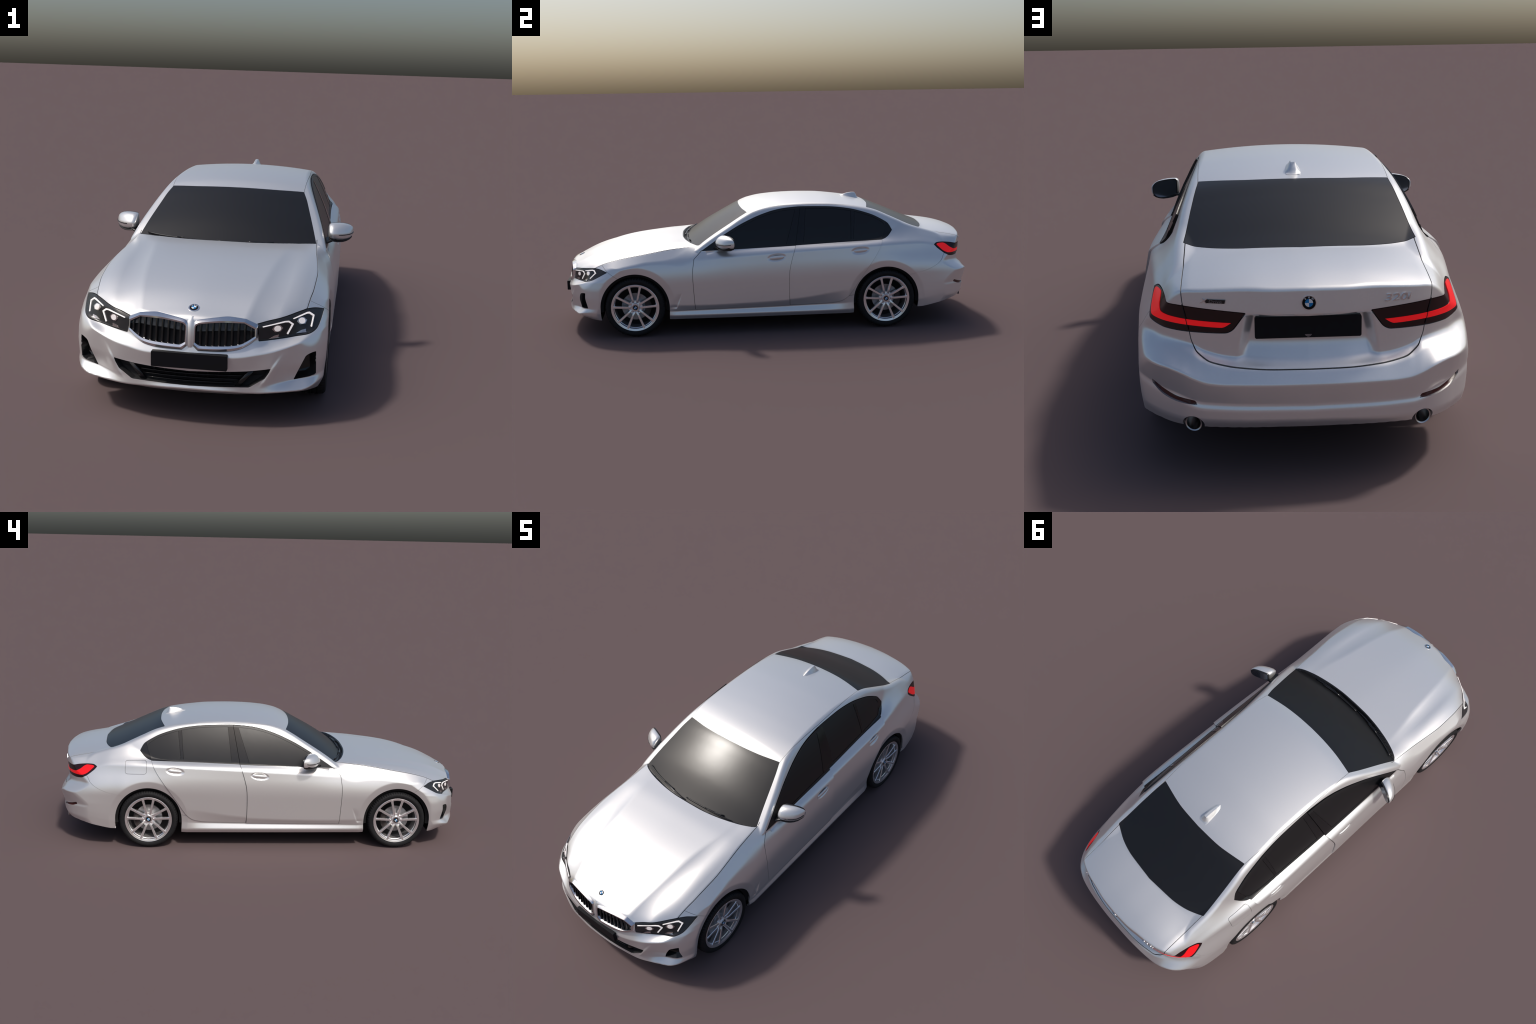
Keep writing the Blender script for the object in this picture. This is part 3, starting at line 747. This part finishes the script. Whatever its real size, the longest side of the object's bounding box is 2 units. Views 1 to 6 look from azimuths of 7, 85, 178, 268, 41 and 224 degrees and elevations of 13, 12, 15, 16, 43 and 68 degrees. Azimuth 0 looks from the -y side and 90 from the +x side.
# grilles --------------------------------------------------------------------
def build_front():
    yk = lambda x, z: -.987 + .75*x*x + (z-.25)*.18            # plane of the openings
    for sgn in (1, -1):
        # kidney rim: a chamfered frame between its outer outline and the opening
        n = 110
        def resample(P, n=n):
            P = np.array(P); d = np.r_[0, np.cumsum(np.linalg.norm(np.roll(P, -1, 0) - P, axis=1))]
            t = np.linspace(0, d[-1], n, endpoint=False); Q = np.concatenate([P, P[:1]])
            return np.stack([np.interp(t, d, Q[:, 0]), np.interp(t, d, Q[:, 1])], 1)
        O = np.array(KIDNEY_RIM); I = np.array(KIDNEY)
        R = resample(O)
        # pair every rim point with the nearest point of the opening
        Id = resample(I, 900)
        J = np.array([Id[np.argmin(((Id - p)**2).sum(1))] for p in R])
        rings = []; S0 = on_shell(R[:, 0], R[:, 1], 'front')[0][:, 1]
        for t, dy in ((0, .014), (0, .001), (.15, -.0022), (.55, -.0035), (.92, -.0012), (1.0, .0015), (1.0, .022)):
            Q = R*(1-t) + J*t
            rings.append([(sgn*q[0], (yk(q[0], q[1])*min(1, t*1.6) + y0*(1 - min(1, t*1.6))) + dy, q[1]) for q, y0 in zip(Q, S0)])
        V, F = loft(rings, False)
        if sgn < 0: F = [f[::-1] for f in F]
        area = np.sum(R[:, 0]*np.roll(R[:, 1], -1) - np.roll(R[:, 0], -1)*R[:, 1])
        if area < 0: F = [f[::-1] for f in F]
        kid = put('kidney_grille', V, F, 'chrome', angle=28)
        # dark backing and slats
        Q, Fb = fill_poly(I, .012)
        put('grille_backing', [(sgn*q[0], yk(q[0], q[1]) + .011, q[1]) for q in Q], Fb, 'under', parent=kid)
        xs = np.linspace(.029, .170, 9)
        for i, x in enumerate(xs):
            zz = np.linspace(.225, .33, 200)
            inside = poly_sd(np.stack([np.full(200, x), zz], 1), I) < 0
            if not inside.any(): continue
            za, zb = zz[inside][0], zz[inside][-1]; zm = zb - (zb - za)*.36
            rings = []
            for z, back in ((za, .0035), (zm, .0005), (zb, .003)):
                y = yk(x, z) + back
                rings.append([(sgn*(x-.0042), y+.003, z), (sgn*(x-.003), y, z), (sgn*(x-.001), y-.0006, z), (sgn*(x+.002), y+.001, z), (sgn*(x+.0036), y+.006, z), (sgn*x, y+.012, z)])
            V, F = loft(rings)
            if sgn > 0: F = [f[::-1] for f in F]
            put('grille_slat', V, F, 'gloss', parent=kid, angle=35)
        # upper shutter band behind the slats
        rings = []
        for x in np.linspace(.018, .178, 12):
            zz = np.linspace(.225, .33, 200); ins = poly_sd(np.stack([np.full(200, x), zz], 1), I) < 0
            za, zb = (zz[ins][0], zz[ins][-1]) if ins.any() else (.28, .285)
            zm = zb - (zb - za)*.36
            y = yk(x, zm)
            rings.append([(sgn*x, y+.0050, zm), (sgn*x, yk(x, zb)+.0080, zb), (sgn*x, yk(x, zb)+.0105, zb), (sgn*x, y+.0095, zm)])
        V, F = loft(rings)
        put('grille_shutter', V, F, 'lamp_black', parent=kid, angle=30)
        # side air vents
        cx, cz = np.mean(VENT, 0)
        P, N = on_shell(np.array(VENT)[:, 0], np.array(VENT)[:, 1], 'front')
        inn = P.copy(); inn[:, 0] = cx + (P[:, 0] - cx)*.72 - .012; inn[:, 2] = cz + (P[:, 2] - cz)*.70; inn[:, 1] = P[:, 1]*.6 + .4*P[:, 1].mean() + .017
        m = np.array([sgn, 1, 1])
        V, F = loft([P*m, inn*m], False); F.append([len(P) + i for i in range(len(P))])
        put('air_vent', V, F, 'gloss', smooth=False)
        # inner bridge between the kidneys
    br = [[(-.0105, -.984 + dy, z), (-.004, -.988 + dy, z), (.004, -.988 + dy, z), (.0105, -.984 + dy, z), (.0105, -.95, z), (-.0105, -.95, z)] for z, dy in ((.222, .004), (.245, 0), (.29, .006), (.309, .012), (.320, .022))]
    V, F = loft(br); put('grille_bridge', V, F, 'paint', angle=40)
    # lower intake
    P = np.array([p for p in LOWGRILLE if p[0] >= -1e-6]); half = P[P[:, 0] > 1e-6]
    full = np.concatenate([P, (half*np.array([-1, 1]))[::-1]])
    full = full[np.argsort(np.arctan2((full[:, 1]-.146)*4, full[:, 0]))]
    S, N = on_shell(full[:, 0], full[:, 1], 'front')
    back = S.copy(); back[:, 1] += .019; back[:, 0] *= .96
    V, F = loft([S, back], False); F.append([len(S) + i for i in range(len(S))])
    low = put('intake_grille', V, F, 'under', smooth=False)
    for z, hw in ((.1530, .149), (.1420, .133), (.1310, .119)):
        put('grille_bar', *sweep([(x, -.972 + .55*x*x, z + .004*abs(x)) for x in np.linspace(-hw-.006, hw+.006, 15)], .010, .0030, (0, 0, 1)), 'gloss', parent=low)
    for x in np.linspace(-.11, .11, 8):
        put('grille_upright', *sweep([(x, -.957 + .55*x*x, .123), (x, -.957 + .55*x*x, .168)], .003, .006, (0, 1, 0)), 'plastic', parent=low)
    for sgn in (1, -1):
        strut = [(sgn*.134, -.966, .120), (sgn*.150, -.966, .143), (sgn*.1755, -.9635, .1725)]
        put('grille_strut', *sweep(strut, .015, .012, (0, 1, 0)), 'gloss', parent=low)
    # number plates
    pl = [(-.1085,.1785),(-.1065,.1760),(.1065,.1760),(.1085,.1785),(.1085,.2190),(.1065,.2215),(-.1065,.2215),(-.1085,.2190)]
    put('number_plate', *slab(pl, -1.0000, -.985, .001), 'plate', angle=30)
    pr = [(-.1100,.3215),(-.1075,.3185),(.1075,.3185),(.1100,.3215),(.1100,.3615),(.1075,.3650),(-.1075,.3650),(-.1100,.3615)]
    V, F = slab(pr, .9530, .935, .0012)
    plate = put('number_plate', V, [f[::-1] for f in F], 'plate', angle=30)
    tab = [(-.0075,.3265),(.0075,.3265),(.0050,.3225),(-.0050,.3225)]
    V, F = slab(tab, .9537, .9525); put('plate_mark', V, [f[::-1] for f in F], 'mirror', parent=plate, smooth=False)
    tab = [(-.0032,.3214),(.0032,.3214),(.0016,.3198),(-.0016,.3198)]
    V, F = slab(tab, .9537, .9525); put('plate_mark', V, [f[::-1] for f in F], 'mirror', parent=plate, smooth=False)

# badges ---------------------------------------------------------------------
def text_mesh(name, body, size, depth, mat, matrix, parent=None, shear=0.0, scale_x=1.0):
    cu = bpy.data.curves.new(name, 'FONT'); cu.body = body; cu.size = size; cu.extrude = depth
    cu.align_x = 'CENTER'; cu.align_y = 'CENTER'; cu.shear = shear; cu.resolution_u = 3
    ob = bpy.data.objects.new(name, cu); bpy.context.scene.collection.objects.link(ob)
    dg = bpy.context.evaluated_depsgraph_get(); me = bpy.data.meshes.new_from_object(ob.evaluated_get(dg))
    bpy.data.objects.remove(ob); bpy.data.curves.remove(cu)
    me.transform(Matrix.Diagonal((scale_x, 1, 1, 1))); me.transform(matrix)
    me.materials.clear(); me.materials.append(M[mat])
    o = bpy.data.objects.new(name, me); bpy.context.scene.collection.objects.link(o); o.parent = parent or ROOT
    return o

def frame_at(P, N, up=(0, 0, 1)):
    n = Vector(N).normalized(); x = Vector(up).cross(n).normalized(); y = n.cross(x)
    m = Matrix.Identity(4)
    for i in range(3):
        m[i][0], m[i][1], m[i][2], m[i][3] = x[i], y[i], n[i], P[i]
    return m

def xf(m, V):
    A = np.array(m); return np.asarray(V) @ A[:3, :3].T + A[:3, 3]

def disc(r, z0, z1, seg=40, r0=0.0, a0=0.0, a1=2*math.pi):
    """Solid disc / ring sector in the local xy plane."""
    a = np.linspace(a0, a1, seg); full = abs(a1 - a0 - 2*math.pi) < 1e-6
    V, F = [], []
    for z in (z1, z0):
        for t in a: V.append((r*math.cos(t), r*math.sin(t), z))
    for z in (z1, z0):
        for t in a: V.append((r0*math.cos(t), r0*math.sin(t), z))
    n = seg
    for i in range(n-1):
        F += [[i, i+n][::-1] + [i+1+n, i+1][::-1]] if False else [[i, i+n, i+1+n, i+1]]
        F += [[2*n+i, i, i+1, 2*n+i+1], [2*n+i+1, 3*n+i+1, 3*n+i, 2*n+i]]
    return np.array(V), F

def roundel(m, r, parent, lettering=True, inner=.90):
    base = put('emblem', *(lambda v, f: (xf(m, v), f))(*disc(r, -.004, .0012)), 'chrome', parent=parent, angle=30)
    base = base if parent is ROOT else parent
    put('emblem_ring', *(lambda v, f: (xf(m, v), f))(*disc(r*inner, 0, .0018)), 'badge', parent=base, angle=30)
    for k in range(4):
        v, f = disc(r*inner*.60, 0, .0024, 12, 0, k*math.pi/2, (k+1)*math.pi/2)
        put('emblem_quadrant', xf(m, v), f, 'white' if k % 2 == 0 else 'blue', parent=base, angle=30)
    if lettering:
        for ch, a in (('B', .72), ('M', 0.0), ('W', -.72)):
            mm = m @ Matrix.Rotation(a, 4, 'Z') @ Matrix.Translation((0, r*inner*.80, .0018))
            text_mesh('emblem_letter', ch, r*inner*.40, .0003, 'white', mm, base)
    return base

def build_badges():
    P, N = on_shell([0.0], [-.9335], 'top'); n = N[0]
    roundel(frame_at(P[0] + n*.0004, n, (0, 1, .5)), .0158, ROOT, True, .76)
    P, N = on_shell([0.0], [.4005], 'rear'); n = N[0]
    roundel(frame_at(P[0] + n*.0004, n), .0152, ROOT)
    # model lettering on the left, drive lettering on the right of the lid
    P, N = on_shell([-.182], [.4010], 'rear')
    text_mesh('model_lettering', '320i', .0215, .0016, 'chrome', frame_at(P[0] + N[0]*.0012, N[0]), shear=.18, scale_x=1.55)
    P, N = on_shell([.194], [.4015], 'rear')
    m = frame_at(P[0] + N[0]*.001, N[0])
    bar = slab([(-.015,-.0036),(.0255,-.0036),(.0270,.0040),(-.0135,.0040)], .0, .0015)
    V = np.stack([bar[0][:, 0], bar[0][:, 2], bar[0][:, 1]], 1)
    plate = put('drive_lettering', xf(m, V), [f[::-1] for f in bar[1]], 'gloss', angle=30)
    text_mesh('drive_letter', 'Drive', .0085, .0005, 'mirror', m @ Matrix.Translation((.006, 0, .0016)), plate, shear=.15, scale_x=1.45)
    text_mesh('drive_letter', 'X', .0150, .0008, 'chrome', m @ Matrix.Translation((-.0195, 0, .0010)), plate, shear=.25, scale_x=1.4)

# wheels ---------------------------------------------------------------------
def build_wheel_meshes():
    """One wheel about the origin, outer face towards +x; returns (name, mesh data, sub-parts)."""
    parts = []
    R, w = .1405, .0470
    prof = [(.030,.108),(.0375,.1105),(.0425,.1150),(.0455,.1215),(.0460,.1270),(.0440,.1325),(.0405,.1368),(.0370,.1387),(.030,.1398),
            (.0215,.1404),(.0205,.1370),(.0175,.1370),(.0165,.1405),(.0065,.1405),(.0055,.1370),(.0025,.1370),(.0015,.1405)]
    prof = prof + [(-x, r) for x, r in prof[::-1]]
    V, F = lathe(prof, 288)
    # shoulder sipes: narrow notches across the shoulders of the tread
    ang = np.arctan2(V[:, 2], V[:, 1]); rad = np.hypot(V[:, 1], V[:, 2])
    notch = (np.floor(ang/(2*math.pi)*288 + .5).astype(int) % 4 == 0) & (np.abs(V[:, 0]) > .025) & (rad > .1335)
    k = np.where(notch, 1 - .0030/rad, 1.0); V[:, 1] *= k; V[:, 2] *= k
    parts.append(('tyre', V, F, 'tyre', 40))
    # rim barrel and lip
    rim = [(.0300,.1085),(.0405,.1110),(.0425,.1122),(.0430,.1112),(.0420,.1085),(.0418,.1030),(.0405,.1008),(.0360,.1000),(.0300,.0992),(.0285,.0970),(.0200,.0960),(.0100,.0955),(-.0350,.0960),(-.0380,.1080),(-.030,.1085)]
    pr = [lathe(rim, 128)]
    face = []
    # ten spokes in five pairs, each pair framing a wheel bolt
    for p in range(5):
        for sgn in (-1, 1):
            rings = []
            for t in np.linspace(0, 1, 12):
                r = .0215 + .081*t
                off = sgn*(.0098 + (.0262 - .0098)*max(0, (r-.030)/.070)**1.05)
                wd = .0112 + .0008*t + .004*max(0, t-.82)/.18
                xf_ = .0345 + .0062*t**1.4 - .004*max(0, .2-t)/.2
                th = .020 - .006*t
                skew = sgn*.0008
                c = np.array([xf_, off, r])
                rings.append([c + (-.001, -wd/2, 0), c + (.0012, -wd/2*.72, 0), c + (.0016, 0, 0), c + (.0012, wd/2*.72, 0), c + (-.001, wd/2, 0),
                              c + (-th, wd/2*.75, 0), c + (-th, -wd/2*.75, 0)])
            v, f = loft(rings); f = [q[::-1] for q in f]
            a = p*2*math.pi/5; ca, sa = math.cos(a), math.sin(a)
            vy, vz = v[:, 1]*ca - v[:, 2]*sa, v[:, 1]*sa + v[:, 2]*ca
            face.append((np.stack([v[:, 0], vy, vz], 1), f))
    hub = lathe([(-.02,.030),(.0230,.0345),(.0262,.0335),(.0268,.0250),(.0282,.0205),(.0335,.0190),(.0345,.0178),(.0345,.0140),(.0330,.0125),(.010,.012)], 60)
    pr += face + [hub]
    # bolt seats
    for p in range(5):
        a = p*2*math.pi/5
        v, f = lathe([(.010,.0066),(.0312,.0066),(.0320,.0058),(.0312,.0046),(.022,.0044),(.022,.0001)], 20)
        v = v + np.array([0, -math.sin(a)*.0275, math.cos(a)*.0275]); pr.append((v, f))
        v, f = lathe([(.012,.0043),(.0240,.0043),(.0245,.0036),(.0245,.0001)], 12)
        parts.append(('wheel_bolt', v + np.array([0, -math.sin(a)*.0275, math.cos(a)*.0275]), f, 'caliper', 30))
    V, F = join(pr); parts.insert(0, ('rim', V, F, 'rim', 32))
    V, F = lathe([(.000,.020),(.008,.034),(.008,.0645),(.004,.0650),(-.002,.0645),(-.002,.034)], 96); parts.append(('brake_disc', V, F, 'disc', 30))
    V, F = lathe([(.0095,.0),(.0095,.030),(.0082,.0345)], 48); parts.append(('brake_hub', V, F, 'disc', 30))
    V, F = lathe([(.012,.0135),(.0345,.0130),(.0352,.0122),(.0354,.0001)], 40); parts.append(('hub_cap', V, F, 'gloss', 30))
    V, F = lathe([(-.028,.0965),(-.030,.05),(-.030,.001)], 48); parts.append(('wheel_shield', V, F, 'under', 30))
    # caliper: sector block hugging the disc
    rings = []
    for a in np.linspace(-.62, .62, 14):
        c, d = math.cos(a), math.sin(a)
        rings.append([(x, -r*c, r*d) for x, r in ((.020,.046),(.023,.052),(.023,.066),(.018,.074),(-.008,.074),(-.010,.046))])
    V, F = loft(rings); parts.append(('brake_caliper', V, [f[::-1] for f in F], 'caliper', 30))
    return parts

def build_wheels():
    parts = build_wheel_meshes(); cache = {}
    for ay in (AXLE_F, AXLE_R):
        for sgn in (1, -1):
            tilt = math.radians(3.7) if sgn > 0 else 0.0
            wheel = empty('wheel', ROOT, (sgn*.3340, ay, WHEEL_Z))
            rim = None
            for name, V, F, mat, ang in parts:
                key = (name, len(V), round(float(np.sum(V[:, 1])), 5), sgn, mat)
                V2 = V.copy()
                if name == 'brake_caliper' : V2[:, 1] *= -1; F2 = [f[::-1] for f in F]
                else: F2 = F
                if sgn < 0:                               # right wheels: turned half round about z
                    V2[:, 0] *= -1; F2 = [f[::-1] for f in F2]
                if key not in cache:
                    o = put(name, V2, F2, mat, parent=wheel, angle=ang); cache[key] = o.data
                else:
                    o = bpy.data.objects.new(name, cache[key]); bpy.context.scene.collection.objects.link(o); o.parent = wheel
            m = Matrix.Translation((sgn*.0354, 0, 0)) @ Matrix.Rotation(sgn*math.pi/2, 4, 'Y') @ Matrix.Rotation(sgn*math.pi/2, 4, 'Z')
            roundel(m, .0126, wheel, False)
        # wheel-well liners
    for ay, ar in ((AXLE_F, ARCH_F), (AXLE_R, ARCH_R)):
        for sgn in (1, -1):
            r = ar + .004; th = np.linspace(-.12, math.pi + .12, 40)
            rings = []
            for x, rr in ((.372, r - .002), (.362, r - .0015), (.361, .1465), (.350, .1465), (.345, r), (.215, r + .004), (.212, .03)):
                rings.append([(sgn*x, ay - rr*math.cos(t), WHEEL_Z + rr*math.sin(t)) for t in th])
            V = np.concatenate([np.array(q) for q in rings]); n = len(th); F = []
            for i in range(6):
                for k in range(n-1): F.append([i*n+k, i*n+k+1, (i+1)*n+k+1, (i+1)*n+k])
            put('wheel_well', V, F, 'under')

# mirrors, wipers, antenna, exhausts, handles ---------------------------------
def build_mirrors():
    wedge = [(0,.40),(.02,.54),(.20,.80),(.48,.965),(.80,1.0),(.96,.94),(1.0,.55),(.97,.10),(.84,.0),(.45,.02),(.10,.20)]
    def ring(x, y0, y1, z0, z1):
        P = smooth_poly([(y0 + a*(y1 - y0), z0 + b*(z1 - z0)) for a, b in wedge], sub=4)
        return [(x, p[0], p[1]) for p in P]
    # sections from the foot outwards: (x, front y, rear y, bottom z, top z)
    sec = [(.3505,-.245,-.226,.4275,.4590),(.3530,-.260,-.220,.4195,.4665),(.3590,-.2680,-.2165,.4130,.4700),(.372,-.2680,-.2110,.4090,.4710),(.388,-.2610,-.2045,.4070,.4710),
           (.403,-.2520,-.1980,.4070,.4695),(.416,-.2420,-.1925,.4095,.4665),(.427,-.2305,-.1880,.4140,.4620),(.4350,-.2150,-.1850,.4210,.4555),(.4390,-.2000,-.1840,.4295,.4485)]
    V, F = loft([ring(*s) for s in sec])
    for mir in (False, True):
        base = empty('door_mirror', ROOT)
        put('mirror_shell', V, [f[::-1] for f in F], 'paint', parent=base, angle=60, mirror=mir)
        # lower cover, dark, closing the underside; indicator groove
        low = [ring(s[0], s[1]+.006, s[2]-.004, s[3]-.0035, s[3]+.0100) for s in sec[1:-1]]
        v, f = loft(low); put('mirror_cover', v, [q[::-1] for q in f], 'trim', parent=base, angle=60, mirror=mir)
        gr = [(s[0], s[1]+.0004 , s[3] + (s[4]-s[3])*.42) for s in sec[4:]]
        v, f = sweep(gr, .0046, .0032, (0, 0, 1)); put('mirror_indicator', v, f, 'gloss', parent=base, mirror=mir)
        # glass set in the rear face
        g = [(.3555,.4280),(.3600,.4205),(.385,.4160),(.412,.4150),(.4270,.4215),(.4345,.4340),(.4350,.4560),(.427,.4675),(.412,.4735),(.385,.4765),(.3620,.4760),(.3560,.4700)]
        gl = smooth_poly([(x, z - .0065) for x, z in g], sub=3)
        yb = lambda x: -.2180 + (x-.355)*.42 + .0016
        P0 = np.array([(q[0], yb(q[0]) - .006, q[1]) for q in gl]); P1 = np.array([(q[0], yb(q[0]) + .0004, q[1]) for q in gl])
        c = np.array([.395, 0, .4395]); P2 = P1 + (c - P1)*np.array([.05, 0, .07]); P2[:, 1] = P1[:, 1] + .0004
        v, f = loft([P0, P1, P2]); put('mirror_housing', v, f, 'trim', parent=base, angle=30, mirror=mir)
        P3 = P1 + (c - P1)*np.array([.08, 0, .10]); P3[:, 1] = P1[:, 1] + .0010; P4 = P3 - np.array([0, .002, 0])
        v, f = loft([P4, P3]); put('mirror_glass', v, f, 'mirror', parent=base, smooth=False, mirror=mir)
        # arm to the door
        arm = [(.3260,-.262,.4065),(.340,-.252,.4085),(.3560,-.240,.4130),(.372,-.235,.419)]
        v, f = sweep(arm, .050, .0115, (0, 0, 1), seg=12); put('mirror_arm', v, f, 'trim', parent=base, mirror=mir)

def build_details():
    # door handles lying in their cups
    for hy, hz, a, b, tilt in HANDLES:
        for mir in (False, True):
            rings = []
            for t in np.linspace(-1, 1, 15):
                y = hy + t*.040; z = hz + tilt*t*.040 - .0015 - .001*t*t
                x0 = float(side_reach(np.array([y]), np.array([hz - .03]))[0]); x1 = float(side_reach(np.array([y]), np.array([hz + .03]))[0])
                x = x0*.5 + x1*.5 + .0030 - .0055*t**4; h = .0080*(1 - abs(t)**3.2)**.5 + .0006
                rings.append([(x + .0045*math.cos(k)*(1-.6*abs(t)**4) - .001, y, z + h*math.sin(k)) for k in np.linspace(0, 2*math.pi, 14, endpoint=False)])
            v, f = loft(rings); v, _ = swing(v, None, 'front' if hy < .1 else 'rear'); put('door_handle', v, f, 'paint', mirror=mir)
    # shark-fin antenna
    rings = []
    for y, w, h in ((.384,.0020,.0008),(.394,.0110,.0050),(.408,.0150,.0115),(.425,.0175,.0180),(.443,.0190,.0235),(.456,.0198,.0258),(.463,.0200,.0262),(.4675,.0198,.0200),(.4720,.0195,.0110),(.4760,.0195,.0035),(.4815,.0170,.0005)):
        z0 = float(roof_z(y)) - .003
        rings.append([(-w,y,z0),(-w*.97,y,z0+.0042),(-w*.66,y,z0+h*.30+.004),(-w*.42,y,z0+h*.80+.003),(-w*.27,y,z0+h+.003),(w*.27,y,z0+h+.003),(w*.42,y,z0+h*.80+.003),(w*.66,y,z0+h*.30+.004),(w*.97,y,z0+.0042),(w,y,z0)])
    v, f = loft(rings); put('antenna', v, f, 'paint', angle=35)
    # exhaust tips
    for sgn in (1, -1):
        c = np.array([sgn*.243, -.016, .1345])
        v, f = lathe([(.900,.0150),(.962,.0170),(.9655,.0182),(.9670,.0175),(.9655,.0150),(.955,.0138),(.905,.0135),(.905,.0001)], 48)
        v = np.stack([v[:, 1], v[:, 0] - (np.abs(v[:, 1]*0)) , v[:, 2]], 1)
        v[:, 1] += -.25*(v[:, 0]*sgn); v = v + c
        put('exhaust_tip', v, [q[::-1] for q in f], 'exhaust', angle=35)
        # reflector strip set back in its slot
        decal('reflector', grow(REFLECTOR, .002), 'rear45', -.0045, .002, 'reflector', None, sgn < 0, .006)
    # wipers lying in the cowl
    def glass_pt(x, y, lift):
        return (x, y, float(roof_z(y) - roof_crown(y)*x*x) + lift)
    for x0, x1, piv, k in ((-.285, -.110, -.030, -.170), (-.030, .168, .212, .075)):
        yb = lambda x: float(hood_back(abs(x))) + .0180
        pts = [glass_pt(x, yb(x), .0055) for x in np.linspace(x0, x1, 14)]
        w = put('wiper', *sweep(pts, .0048, .0050), 'trim')
        arm = [glass_pt(piv + (k - piv)*t, yb(piv + (k - piv)*t) - .010 + .009*t, .004 + .006*math.sin(2.2*t)) for t in np.linspace(0, 1, 8)]
        put('wiper_arm', *sweep(arm, .0060, .0040), 'gloss', parent=w)

# ------------------------------------------------------------------- assemble
def main():
    global ROOT
    make_materials()
    ROOT = empty('saloon_car')
    ROOT['label'] = 'silver four-door saloon car with tinted windows and alloy wheels'
    ROOT['category'] = 'car'
    s = build_shell()
    build_side_glazing(s)
    build_lamps(s)
    build_front()
    build_badges()
    build_wheels()
    build_mirrors()
    build_details()
    ROOT.rotation_euler = (0, 0, YAW)

main()
